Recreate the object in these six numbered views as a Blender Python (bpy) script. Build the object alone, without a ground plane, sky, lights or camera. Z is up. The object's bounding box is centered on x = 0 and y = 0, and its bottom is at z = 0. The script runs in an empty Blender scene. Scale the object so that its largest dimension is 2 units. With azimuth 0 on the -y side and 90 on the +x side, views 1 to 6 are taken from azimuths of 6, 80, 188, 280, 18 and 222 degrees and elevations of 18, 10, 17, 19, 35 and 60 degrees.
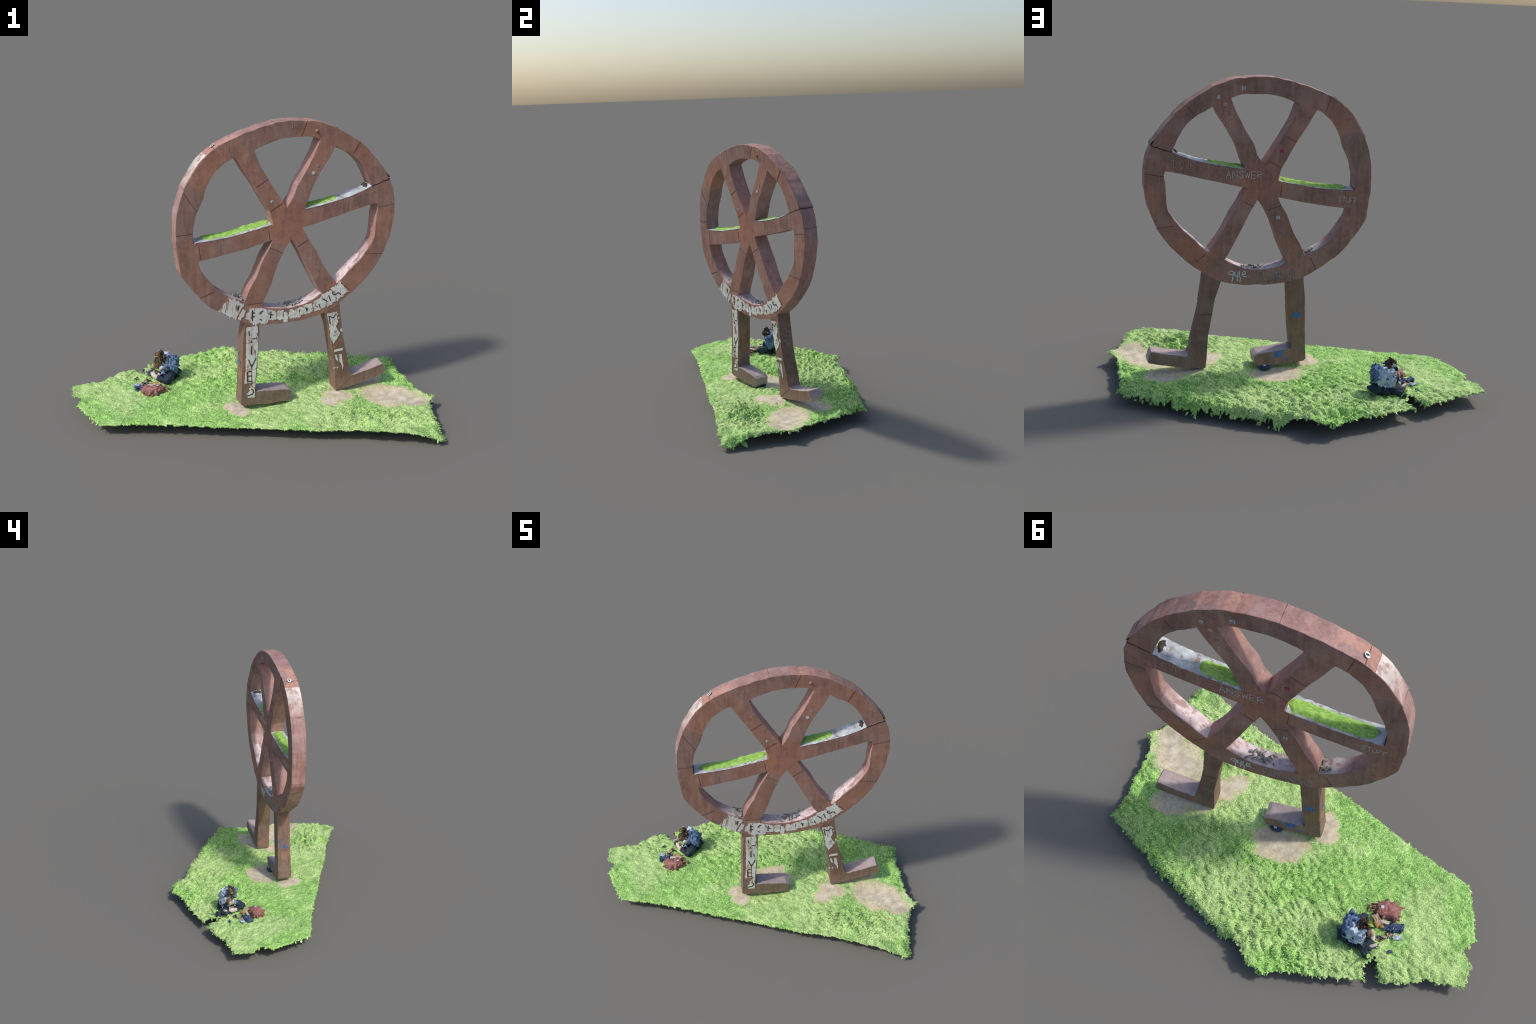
# Rusted steel "walking wheel" sculpture on a torn-out lawn patch, with a seated
# person, a backpack and a few clothes lying on the grass beside it.
import bpy, math, random
import numpy as np
from mathutils import Vector, noise, geometry, Matrix

R = random.Random(7)
V = Vector


def nz(x, y, z, f=1.0, seed=0.0):
    return noise.noise(V((x * f + seed, y * f - seed * 0.7, z * f + seed * 0.3)))


# ------------------------------------------------------------------ materials
def new_mat(name, rough=0.8, spec=0.3, metallic=0.0):
    m = bpy.data.materials.new(name)
    m.use_nodes = True
    nt = m.node_tree
    nt.nodes.clear()
    out = nt.nodes.new("ShaderNodeOutputMaterial")
    b = nt.nodes.new("ShaderNodeBsdfPrincipled")
    b.inputs["Roughness"].default_value = rough
    b.inputs["Specular IOR Level"].default_value = spec
    b.inputs["Metallic"].default_value = metallic
    nt.links.new(b.outputs[0], out.inputs[0])
    return m, nt, b


class Nodes:
    """small helper so that node graphs read as expressions"""

    def __init__(self, nt):
        self.nt = nt
        self.tc = nt.nodes.new("ShaderNodeTexCoord")

    def link(self, a, b):
        self.nt.links.new(a, b)

    def put(self, sock, v):
        if hasattr(v, "links") or isinstance(v, bpy.types.NodeSocket):
            self.link(v, sock)
        else:
            sock.default_value = v

    def mapping(self, scale=(1, 1, 1), loc=(0, 0, 0), rot=(0, 0, 0), vec=None):
        n = self.nt.nodes.new("ShaderNodeMapping")
        n.inputs["Scale"].default_value = scale
        n.inputs["Location"].default_value = loc
        n.inputs["Rotation"].default_value = rot
        self.link(vec or self.tc.outputs["Object"], n.inputs["Vector"])
        return n.outputs[0]

    def noise(self, scale, detail=4.0, rough=0.55, vec=None, dist=0.0):
        n = self.nt.nodes.new("ShaderNodeTexNoise")
        n.inputs["Scale"].default_value = scale
        n.inputs["Detail"].default_value = detail
        n.inputs["Roughness"].default_value = rough
        n.inputs["Distortion"].default_value = dist
        self.link(vec or self.tc.outputs["Object"], n.inputs["Vector"])
        return n.outputs["Fac"]

    def voronoi(self, scale, vec=None, out="Distance"):
        n = self.nt.nodes.new("ShaderNodeTexVoronoi")
        n.inputs["Scale"].default_value = scale
        self.link(vec or self.tc.outputs["Object"], n.inputs["Vector"])
        return n.outputs[out]

    def ramp(self, fac, stops, interp="LINEAR"):
        n = self.nt.nodes.new("ShaderNodeValToRGB")
        n.color_ramp.interpolation = interp
        el = n.color_ramp.elements
        while len(el) < len(stops):
            el.new(0.5)
        for e, (p, c) in zip(el, stops):
            e.position = p
            e.color = (*c, 1) if not isinstance(c, (int, float)) else (c, c, c, 1)
        self.link(fac, n.inputs[0])
        return n.outputs[0]

    def mix(self, fac, a, b, mode="MIX"):
        n = self.nt.nodes.new("ShaderNodeMix")
        n.data_type = "RGBA"
        n.blend_type = mode
        self.put(n.inputs[0], fac)
        for s, v in ((n.inputs[6], a), (n.inputs[7], b)):
            if isinstance(v, tuple):
                v = (*v, 1)
            self.put(s, v)
        return n.outputs[2]

    def math(self, op, a, b=None, clamp=False):
        n = self.nt.nodes.new("ShaderNodeMath")
        n.operation = op
        n.use_clamp = clamp
        self.put(n.inputs[0], a)
        if b is not None:
            self.put(n.inputs[1], b)
        return n.outputs[0]

    def length(self, vec):
        n = self.nt.nodes.new("ShaderNodeVectorMath")
        n.operation = "LENGTH"
        self.link(vec, n.inputs[0])
        return n.outputs["Value"]

    def bump(self, bsdf, height, strength=0.3, dist=0.002):
        n = self.nt.nodes.new("ShaderNodeBump")
        n.inputs["Strength"].default_value = strength
        n.inputs["Distance"].default_value = dist
        self.link(height, n.inputs["Height"])
        self.link(n.outputs[0], bsdf.inputs["Normal"])

    def island(self):
        return self.nt.nodes.new("ShaderNodeNewGeometry").outputs["Random Per Island"]


def scaled(c, k):
    return tuple(min(1.0, v * k) for v in c)


def steel_material(name, dark, mid, light, patch, patch_amount=0.35, bloom=0.0):
    """weathered steel: mottled rust, run-off streaks, fine speckle"""
    m, nt, b = new_mat(name, 0.72, 0.25)
    N = Nodes(nt)
    base = N.ramp(N.noise(7.0, 7, 0.65), [(0.34, dark), (0.5, mid), (0.66, light)])
    streak = N.noise(1.0, 4, 0.6, vec=N.mapping((60, 60, 5)))
    base = N.mix(N.ramp(streak, [(0.50, 0.0), (0.68, 0.5)]), base, scaled(light, 1.15))
    base = N.mix(N.ramp(streak, [(0.33, 0.55), (0.46, 0.0)]), base, scaled(dark, 0.8))
    big = N.noise(2.6, 3, 0.5, vec=N.mapping((1, 1, 1), (3.1, 0, 1.7)))
    base = N.mix(N.ramp(big, [(0.50, 0.0), (0.62, patch_amount)]), base, patch)
    if bloom:  # fresher orange rust on the lower right of the wheel
        far = N.math("ADD", N.length(N.mapping((3.0, 0.0, 3.4), (-0.24 * 3.0, 0, -0.64 * 3.4))), N.math("MULTIPLY", N.noise(6, 4, 0.6), 0.9))
        base = N.mix(N.ramp(far, [(0.75, bloom), (1.25, 0.0)]), base, patch)
    blotch = N.noise(17, 6, 0.7, vec=N.mapping((1, 1, 0.8), (1.3, 0, 8)))
    base = N.mix(N.ramp(blotch, [(0.36, 0.55), (0.47, 0.0)]), base, scaled(dark, 0.75))
    base = N.mix(N.ramp(blotch, [(0.54, 0.0), (0.66, 0.5)]), base, scaled(light, 1.12))
    plate = N.voronoi(4.5, out="Color")  # plates weathered to different depths
    base = N.mix(1.0, base, N.ramp(plate, [(0.15, (0.80, 0.86, 0.90)), (0.5, (1.0, 1.0, 1.0)), (0.85, (1.18, 1.06, 0.92))]), "MULTIPLY")
    info = nt.nodes.new("ShaderNodeObjectInfo").outputs["Random"]
    base = N.mix(1.0, base, N.ramp(info, [(0.0, 0.92), (1.0, 1.08)]), "MULTIPLY")
    fine = N.noise(160, 3, 0.7)
    base = N.mix(0.35, base, N.ramp(fine, [(0.3, scaled(mid, 0.6)), (0.7, scaled(mid, 1.4))]), "MIX")
    N.link(base, b.inputs["Base Color"])
    N.link(N.ramp(big, [(0.3, 0.6), (0.7, 0.85)]), b.inputs["Roughness"])
    N.bump(b, N.noise(70, 5, 0.65), 0.25, 0.002)
    return m


RUST_D, RUST_M, RUST_L = (0.198, 0.112, 0.088), (0.302, 0.168, 0.131), (0.410, 0.250, 0.206)
MAT_STEEL = steel_material("rusted_steel", RUST_D, RUST_M, RUST_L, (0.42, 0.185, 0.105), 0.5, 0.75)
MAT_HUB = steel_material("orange_rust_steel", (0.235, 0.118, 0.090), (0.340, 0.165, 0.120), (0.430, 0.235, 0.180), (0.48, 0.215, 0.12), 0.7)
MAT_SHEET = steel_material("edge_sheet_steel", (0.270, 0.150, 0.130), (0.380, 0.220, 0.195), (0.500, 0.320, 0.290), (0.43, 0.22, 0.165), 0.45)  # lightened and pinked to match the rim tops in full sun
MAT_LEG = steel_material("brown_leg_steel", (0.165, 0.098, 0.072), (0.230, 0.138, 0.104), (0.300, 0.195, 0.155), (0.235, 0.155, 0.090), 0.4)
MAT_FOOT = steel_material("worn_foot_steel", (0.175, 0.110, 0.082), (0.240, 0.155, 0.118), (0.310, 0.215, 0.172), (0.250, 0.170, 0.105), 0.4)  # raised above the leg colour toward the sun-bright foot tops
MAT_FOOT_LIGHTENED = steel_material("worn_tread_steel", (0.33, 0.25, 0.24), (0.42, 0.33, 0.32), (0.52, 0.43, 0.42), (0.40, 0.29, 0.26), 0.3)  # lavender sun and sky light on the foot tops baked into this colour


def plain(name, col, rough=0.8, var=0.25, scale=40.0, spec=0.25):
    m, nt, b = new_mat(name, rough, spec)
    N = Nodes(nt)
    c = N.ramp(N.noise(scale, 4, 0.6), [(0.3, scaled(col, 1 - var)), (0.7, scaled(col, 1 + var))])
    N.link(c, b.inputs["Base Color"])
    return m


def sign_material():
    """flaking white sign paint: rust freckles, bare scratched spots"""
    m, nt, b = new_mat("flaking_white_paint", 0.6, 0.3)
    N = Nodes(nt)
    c = N.ramp(N.noise(9, 3), [(0.3, (0.66, 0.66, 0.60)), (0.7, (0.84, 0.85, 0.79))])
    freckle = N.noise(210, 3, 0.6)
    c = N.mix(N.ramp(freckle, [(0.57, 0.0), (0.63, 0.8)]), c, (0.42, 0.30, 0.19))
    stain = N.noise(1.0, 3, 0.6, vec=N.mapping((55, 55, 9), (2, 0, 0)))
    c = N.mix(N.ramp(stain, [(0.54, 0.0), (0.70, 0.8)]), c, (0.44, 0.25, 0.13))
    bare = N.noise(30, 5, 0.7, vec=N.mapping((1.9, 1, 0.6), (7, 0, 0)))
    c = N.mix(N.ramp(bare, [(0.590, 0.0), (0.61, 1.0)]), c, RUST_M)
    N.link(c, b.inputs["Base Color"])
    N.bump(b, bare, 0.3, 0.001)
    return m


MAT_SIGN = sign_material()
MAT_INK = plain("black_lettering", (0.035, 0.035, 0.035), 0.6)
MAT_SEAM = plain("dark_weld_seam", (0.115, 0.056, 0.044), 0.9)
MAT_SCAR = plain("pale_weld_scar", (0.30, 0.21, 0.16), 0.8)
MAT_CABLE = plain("black_cable", (0.02, 0.02, 0.022), 0.5)
MAT_CHALK = plain("faded_chalk", (0.56, 0.49, 0.42), 0.9, 0.5, 60)
MAT_RUSTCHALK = plain("rust_scratch", (0.50, 0.27, 0.16), 0.9, 0.5, 60)
MAT_WHITETAG = plain("white_spray", (0.62, 0.68, 0.68), 0.7, 0.15)
MAT_TEAL = plain("teal_marker", (0.30, 0.40, 0.40), 0.8, 0.4, 60)
MAT_BLUE = plain("blue_marker", (0.05, 0.24, 0.62), 0.7, 0.35, 60)
MAT_STICKER = plain("grey_white_sticker", (0.55, 0.57, 0.60), 0.5, 0.2, 120)
MAT_ORANGE_STICKER = plain("orange_sticker", (0.55, 0.30, 0.16), 0.5, 0.2, 120)
MAT_PINK_STICKER = plain("magenta_sticker", (0.35, 0.03, 0.10), 0.5, 0.2, 120)


def coating_material():
    m, nt, b = new_mat("pale_lichen_crust", 0.85, 0.2)
    N = Nodes(nt)
    c = N.ramp(N.noise(16, 5, 0.65), [(0.3, (0.26, 0.27, 0.29)), (0.5, (0.47, 0.50, 0.53)), (0.66, (0.66, 0.70, 0.73))])
    c = N.mix(N.ramp(N.noise(28, 4, 0.7, vec=N.mapping((1, 1, 1), (4, 2, 0))), [(0.56, 0.0), (0.62, 0.85)]), c, (0.26, 0.20, 0.15))
    N.link(c, b.inputs["Base Color"])
    N.bump(b, N.noise(90, 4), 0.4, 0.002)
    return m


MAT_COAT = coating_material()


def moss_material():
    m, nt, b = new_mat("green_moss", 0.9, 0.1)
    N = Nodes(nt)
    g = N.noise(1.0, 5, 0.7, vec=N.mapping((60, 130, 60), rot=(0, 0, 0.6)))
    c = N.ramp(g, [(0.3, (0.14, 0.30, 0.05)), (0.5, (0.31, 0.54, 0.11)), (0.72, (0.52, 0.74, 0.24))])
    N.link(c, b.inputs["Base Color"])
    N.bump(b, g, 0.5, 0.003)
    return m


MAT_MOSS = moss_material()

# ------------------------------------------------------------- mesh utilities
COLL = bpy.context.scene.collection


def make_obj(name, verts, faces, mat, parent=None, smooth=True, kind=None):
    me = bpy.data.meshes.new(name)
    me.from_pydata([tuple(v) for v in verts], [], faces)
    me.update()
    if mat:
        me.materials.append(mat)
    if smooth:
        me.polygons.foreach_set("use_smooth", [True] * len(me.polygons))
    o = bpy.data.objects.new(name, me)
    COLL.objects.link(o)
    if parent:
        o.parent = parent
    if kind:
        o["kind"] = kind
    return o


def empty(name, loc, rotz=0.0, label="", category=""):
    e = bpy.data.objects.new(name, None)
    e.empty_display_size = 0.1
    e.location = loc
    e.rotation_euler = (0, 0, rotz)
    e["label"] = label
    e["category"] = category
    COLL.objects.link(e)
    return e


def join_parts(parts):
    vs, fs = [], []
    for v, f in parts:
        k = len(vs)
        vs += list(v)
        fs += [tuple(i + k for i in q) for q in f]
    return vs, fs


def tube(points, radius, sides=8):
    """round tube along a polyline; radius: number or one per point"""
    pts = [V(p) for p in points]
    rad = radius if isinstance(radius, (list, tuple)) else [radius] * len(pts)
    vs, fs = [], []
    for i, p in enumerate(pts):
        d = (pts[min(i + 1, len(pts) - 1)] - pts[max(i - 1, 0)]).normalized()
        a = d.cross(V((0, 0, 1)) if abs(d.z) < 0.9 else V((1, 0, 0))).normalized()
        b = d.cross(a)
        for k in range(sides):
            w = 2 * math.pi * k / sides
            vs.append(p + (a * math.cos(w) + b * math.sin(w)) * rad[i])
    for i in range(len(pts) - 1):
        for k in range(sides):
            k2 = (k + 1) % sides
            fs.append((i * sides + k, i * sides + k2, (i + 1) * sides + k2, (i + 1) * sides + k))
    fs.append(tuple(range(sides))[::-1])
    fs.append(tuple((len(pts) - 1) * sides + k for k in range(sides)))
    return vs, fs


# --------------------------------------------------------- wheel sculpture
# Plane frame of the wheel: t runs along the wheel, z up, n towards the front.
# The root Empty is turned so that local x = t, local y = -n.
YAW = math.atan2(0.4028, 0.9153)
BASE = V((0.25, -0.19, 0.08))  # foot of the sculpture in (t, -n, z)
cy, sy = math.cos(YAW), math.sin(YAW)
sculpture = empty(
    "wheel_sculpture",
    (BASE.x * cy - BASE.y * sy, BASE.x * sy + BASE.y * cy, BASE.z),
    YAW,
    "rusted steel spoked wheel walking on two legs",
    "sculpture",
)


def n_front(z):
    return 0.2288 + 0.0195 * z


def n_back(z):
    return 0.1472 + 0.0124 * z


def foot_shift(t, z, front):
    """the left foot stands a little forward, the right one a little back"""
    low = min(1.0, max(0.0, (0.34 - z) / 0.20))
    if t < 0.25:
        return 0.007 * low if front else 0.0
    toe = min(1.0, max(0.0, (t - 0.42) / 0.2))
    return -0.011 * toe * low if front else (-0.006 - 0.005 * toe) * low


def loc(t, n, z):
    return V((t - BASE.x, -n - BASE.y, z - BASE.z))


RIM_C = np.array((0.13, 1.04))
HUB = np.array((0.127, 1.05))
# outer rim radius every 10 degrees, starting at +t, counter-clockwise
OUTER_R = [0.574, 0.576, 0.568, 0.550, 0.542, 0.530, 0.525, 0.522, 0.515, 0.512, 0.510, 0.512,
           0.524, 0.547, 0.559, 0.564, 0.568, 0.570, 0.569, 0.574, 0.587, 0.572, 0.565, 0.553,
           0.547, 0.541, 0.530, 0.523, 0.526, 0.536, 0.533, 0.530, 0.537, 0.550, 0.558, 0.566]
# inner rim radius: (angle, radius)
INNER_R = [(0, .474), (5, .480), (12, .478), (20, .468), (28, .467), (37, .466), (45, .460), (50, .448),
           (57, .446), (68, .441), (75, .441), (82, .435), (90, .429), (100, .428), (112, .421), (117, .421),
           (126, .444), (133, .461), (141, .470), (150, .470), (160, .463), (167, .477), (173, .481),
           (179, .486), (185, .488), (196, .486), (201, .491), (208, .484), (218, .479), (229, .463),
           (238, .449), (246, .442), (251, .440), (260, .445), (271, .445), (281, .441), (290, .432),
           (295, .425), (306, .434), (319, .433), (333, .457), (339, .468), (344, .479), (353, .471)]
# spokes: direction, then clockwise (right) and counter-clockwise (left) edge
# offsets at distances from the hub: (distance, offset)
SPOKES = {
    11.4: ([(.03, -.050), (.16, -.049), (.28, -.047), (.37, -.045), (.44, -.043), (.56, -.055)],
           [(.03, .042), (.10, .040), (.17, .035), (.25, .032), (.34, .033), (.42, .041), (.47, .053), (.56, .060)]),
    61.7: ([(.03, -.050), (.09, -.048), (.15, -.043), (.21, -.033), (.30, -.038), (.38, -.047), (.54, -.046)],
           [(.03, .045), (.07, .043), (.125, .035), (.18, .044), (.26, .037), (.35, .035), (.43, .042), (.54, .044)]),
    121.4: ([(.03, -.040), (.08, -.035), (.15, -.034), (.23, -.032), (.33, -.036), (.40, -.050), (.54, -.060)],
            [(.02, .072), (.05, .067), (.10, .049), (.17, .047), (.25, .043), (.33, .045), (.43, .043), (.54, .045)]),
    192.0: ([(.05, -.020), (.10, -.015), (.18, -.018), (.28, -.020), (.38, -.032), (.48, -.049), (.58, -.060)],
            [(.06, .055), (.10, .063), (.16, .064), (.23, .064), (.36, .058), (.48, .048), (.58, .040)]),
    245.5: ([(.05, -.038), (.10, -.040), (.15, -.041), (.21, -.049), (.31, -.045), (.38, -.054), (.56, -.050)],
            [(.03, .046), (.08, .051), (.14, .040), (.21, .035), (.32, .046), (.40, .043), (.56, .055)]),
    300.5: ([(.03, -.030), (.08, -.030), (.14, -.030), (.22, -.036), (.30, -.043), (.39, -.049), (.55, -.045)],
            [(.03, .046), (.07, .046), (.14, .043), (.22, .045), (.32, .037), (.38, .040), (.55, .052)]),
}
# each leg with its foot: outline control points from the rim down round the foot
LEG_LEFT = [(-.100, .640), (-.107, .551), (-.121, .440), (-.130, .290), (-.134, .195), (-.142, .096), (-.131, .084),
            (-.073, .081), (-.010, .077), (.064, .073), (.124, .072), (.133, .080), (.140, .128), (.122, .139),
            (.059, .147), (-.005, .155), (-.055, .158), (-.062, .168), (-.046, .300), (-.038, .400), (-.030, .525), (-.028, .600)]
LEG_RIGHT = [(.300, .620), (.323, .535), (.348, .455), (.362, .365), (.381, .255), (.388, .110), (.391, .081),
             (.470, .085), (.560, .101), (.680, .127), (.687, .137), (.678, .168), (.668, .189), (.575, .168), (.498, .153),
             (.485, .158), (.472, .178), (.466, .225), (.446, .308), (.430, .385), (.422, .450), (.411, .541), (.404, .610)]


def resample(pts, step):
    pts = np.asarray(pts, float)
    out = []
    for a, b in zip(pts[:-1], pts[1:]):
        k = max(1, int(round(np.hypot(*(b - a)) / step)))
        for i in range(k):
            out.append(a + (b - a) * i / k)
    out.append(pts[-1])
    return np.array(out)


def ring(angles, radii, step=1.0):
    a = np.arange(0, 360, step)
    r = np.interp(a, np.r_[angles, angles[0] + 360], np.r_[radii, radii[0]])
    return RIM_C + np.c_[np.cos(np.radians(a)), np.sin(np.radians(a))] * r[:, None]


rim_out = ring(np.arange(0, 360, 10.0), np.array(OUTER_R))
rim_in = ring(np.array([a for a, _ in INNER_R], float), np.array([r for _, r in INNER_R]))


def cross(a, b, c, d):
    """segment intersection; returns (s, u) or None"""
    r, q = b - a, d - c
    k = r[0] * q[1] - r[1] * q[0]
    if abs(k) < 1e-12:
        return None
    s = ((c - a)[0] * q[1] - (c - a)[1] * q[0]) / k
    u = ((c - a)[0] * r[1] - (c - a)[1] * r[0]) / k
    return (s, u) if 0 <= s <= 1 and 0 <= u <= 1 else None


def meet(A, B, last=False):
    """first (or last) meeting of polylines A and B: (index in A, index in B, point)"""
    hits = []
    for i in range(len(A) - 1):
        for j in range(len(B) - 1):
            h = cross(A[i], A[i + 1], B[j], B[j + 1])
            if h:
                hits.append((i + h[0], j + h[1], A[i] + (A[i + 1] - A[i]) * h[0]))
    hits.sort(key=lambda h: h[0])
    return hits[-1 if last else 0]


def spoke_edge(angle, stations):
    d = np.array((math.cos(math.radians(angle)), math.sin(math.radians(angle))))
    n = np.array((-d[1], d[0]))
    return resample([HUB + d * a + n * o for a, o in stations], 0.012)


edges = {a: (spoke_edge(a, r), spoke_edge(a, l)) for a, (r, l) in SPOKES.items()}
angs = list(SPOKES)
rim_in_closed = np.vstack([rim_in, rim_in, rim_in[:1]])
windows = []
for i, a in enumerate(angs):
    b = angs[(i + 1) % 6]
    A, B = edges[a][1], edges[b][0]  # left edge of this spoke, right edge of the next
    ia, ib, corner = meet(A, B)
    ra, ja, pa = meet(A, rim_in_closed)
    rb, jb, pb = meet(B, rim_in_closed)
    ja, jb = ja % 360, jb % 360
    if jb < ja:
        jb += 360
    arc = rim_in_closed[int(ja) + 1 : int(jb) + 1]
    w = [corner] + list(A[int(ia) + 1 : int(ra) + 1]) + [pa] + list(arc[::2]) + [pb] + list(B[int(ib) + 1 : int(rb) + 1][::-1])
    windows.append(np.array(w))

legL, legR = resample(LEG_LEFT, 0.010), resample(LEG_RIGHT, 0.010)
closed_out = np.vstack([rim_out, rim_out[:1]])


def leg_cut(leg):
    i0, j0, p0 = meet(leg, closed_out)
    i1, j1, p1 = meet(leg, closed_out, True)
    return j0, j1, [p0] + list(leg[int(i0) + 1 : int(i1) + 1]) + [p1]


l0, l1, leg_l_path = leg_cut(legL)
r0, r1, leg_r_path = leg_cut(legR)
outline = list(rim_out[: int(l0) + 1]) + leg_l_path + list(rim_out[int(l1) + 1 : int(r0) + 1]) + leg_r_path + list(rim_out[int(r1) + 1 :])
outline = np.array(outline)


def tidy(poly, tol=0.004):
    keep = [poly[0]]
    for p in poly[1:]:
        if np.hypot(*(p - keep[-1])) > tol:
            keep.append(p)
    if np.hypot(*(keep[-1] - keep[0])) < tol:
        keep.pop()
    return np.array(keep)


def inside(poly, P):
    P = np.atleast_2d(P)
    a, b = poly, np.roll(poly, -1, 0)
    x, y = P[:, 0:1], P[:, 1:2]
    c = ((a[:, 1] > y) != (b[:, 1] > y)) & (x < (b[:, 0] - a[:, 0]) * (y - a[:, 1]) / (b[:, 1] - a[:, 1] + 1e-15) + a[:, 0])
    return c.sum(1) % 2 == 1


def edge_dist(poly, P, closed=True, want=False):
    a = poly
    b = np.roll(poly, -1, 0)
    if not closed:
        a, b = poly[:-1], poly[1:]
    d = b - a
    L = (d * d).sum(1) + 1e-15
    out = np.empty(len(P))
    idx = np.empty(len(P), int)
    fr = np.empty(len(P))
    for s in range(0, len(P), 4000):
        q = P[s : s + 4000]
        u = np.clip(((q[:, None] - a) * d).sum(2) / L, 0, 1)
        r = np.hypot(*np.moveaxis(q[:, None] - a - d * u[..., None], 2, 0))
        k = r.argmin(1)
        out[s : s + 4000] = r[np.arange(len(q)), k]
        idx[s : s + 4000] = k
        fr[s : s + 4000] = u[np.arange(len(q)), k]
    return (out, idx, fr) if want else out


outline = tidy(outline)
windows = [tidy(w) for w in windows]
# small hand-beaten waviness of the cut edges
for poly in [outline] + windows:
    for i, p in enumerate(poly):
        w = nz(p[0], p[1], 0, 20) * 0.0034 + nz(p[0], p[1], 4, 55) * 0.0012
        c = p - RIM_C
        poly[i] = p + c / (np.hypot(*c) + 1e-9) * w

# constraint segments: outline, windows, and the cuts between the named parts
pts2, cons = [], []


def add_loop(poly, closed=True):
    k = len(pts2)
    pts2.extend(V((float(p[0]), float(p[1]))) for p in poly)
    n = len(poly)
    for i in range(n if closed else n - 1):
        cons.append((k + i, k + (i + 1) % n))


for poly in [outline] + windows:
    add_loop(poly)
HUB_R = 0.115
for a in angs:  # spoke/hub cut, spoke/rim cut
    d = np.array((math.cos(math.radians(a)), math.sin(math.radians(a))))
    n = np.array((-d[1], d[0]))
    off = -0.02 if a == 192.0 else 0.0
    add_loop(resample([HUB + d * HUB_R - n * (0.075 + off), HUB + d * HUB_R + n * (0.075 - off)], 0.012), False)
for a in angs:
    lo, hi = math.radians(a - 9), math.radians(a + 9)
    add_loop(np.array([rim_in[int(round(math.degrees(w))) % 360] for w in np.arange(lo, hi + 0.01, 0.03)]), False)
for s, e in ((l0, l1), (r0, r1)):  # leg / rim cut along the rim's outer edge
    add_loop(rim_out[int(s) - 1 : int(e) + 3 : 2], False)
MITRE_R = [(.380, .073), (.492, .163)]
MITRE_L = [(-.150, .214), (-.058, .126), (.010, .062)]
FOOT_CUT_L = [(-.052, .172), (-.056, .060)]
FOOT_CUT_R = [(.484, .172), (.470, .070)]
add_loop(resample(FOOT_CUT_L, 0.012), False)
add_loop(resample(FOOT_CUT_R, 0.012), False)

g = 0.010
gx, gy = np.meshgrid(np.arange(-0.46, 0.74, g), np.arange(0.06, 1.58, g))
gx[::2] += g / 2
G = np.c_[gx.ravel(), gy.ravel()]
G = G + np.array([(nz(p[0], p[1], 5, 90), nz(p[0], p[1], 9, 90)) for p in G]) * 0.003


def solid(P):
    s = inside(outline, P)
    for w in windows:
        s &= ~inside(w, P)
    return s


G = G[solid(G)]
dist = edge_dist(outline, G)
for w in windows:
    dist = np.minimum(dist, edge_dist(w, G))
G = G[dist > 0.007]
pts2.extend(V((float(p[0]), float(p[1]))) for p in G)
co2, _, tris, *_ = geometry.delaunay_2d_cdt(pts2, cons, [], 0, 1e-5)
co2 = np.array([(v[0], v[1]) for v in co2])
tris = np.array([t for t in tris if len(t) == 3])
cen = co2[tris].mean(1)
keep = solid(cen)
tris, cen = tris[keep], cen[keep]
area = 0.5 * ((co2[tris[:, 1]] - co2[tris[:, 0]])[:, 0] * (co2[tris[:, 2]] - co2[tris[:, 0]])[:, 1]
              - (co2[tris[:, 1]] - co2[tris[:, 0]])[:, 1] * (co2[tris[:, 2]] - co2[tris[:, 0]])[:, 0])
tris[area < 0] = tris[area < 0][:, ::-1]
ok = abs(area) > 1e-9
tris, cen = tris[ok], cen[ok]


def region(c):
    """which named part a point of the steel body belongs to"""
    if not inside(rim_out, c)[0]:
        if c[0] < 0.25:
            d = (FOOT_CUT_L[1][0] - FOOT_CUT_L[0][0]) * (c[1] - FOOT_CUT_L[0][1]) - (FOOT_CUT_L[1][1] - FOOT_CUT_L[0][1]) * (c[0] - FOOT_CUT_L[0][0])
            return "foot_left" if d > 0 and c[1] < 0.19 else "leg_left" if c[1] < 0.62 else "rim"
        d = (FOOT_CUT_R[1][0] - FOOT_CUT_R[0][0]) * (c[1] - FOOT_CUT_R[0][1]) - (FOOT_CUT_R[1][1] - FOOT_CUT_R[0][1]) * (c[0] - FOOT_CUT_R[0][0])
        return "foot_right" if d > 0 and c[1] < 0.22 else "leg_right" if c[1] < 0.62 else "rim"
    if not inside(rim_in, c)[0]:
        return "rim"
    q = c - HUB
    best = max(angs, key=lambda a: math.cos(math.radians(a)) * q[0] + math.sin(math.radians(a)) * q[1])
    d = math.cos(math.radians(best)) * q[0] + math.sin(math.radians(best)) * q[1]
    return "hub" if d < HUB_R else "spoke_%d" % angs.index(best)


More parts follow.
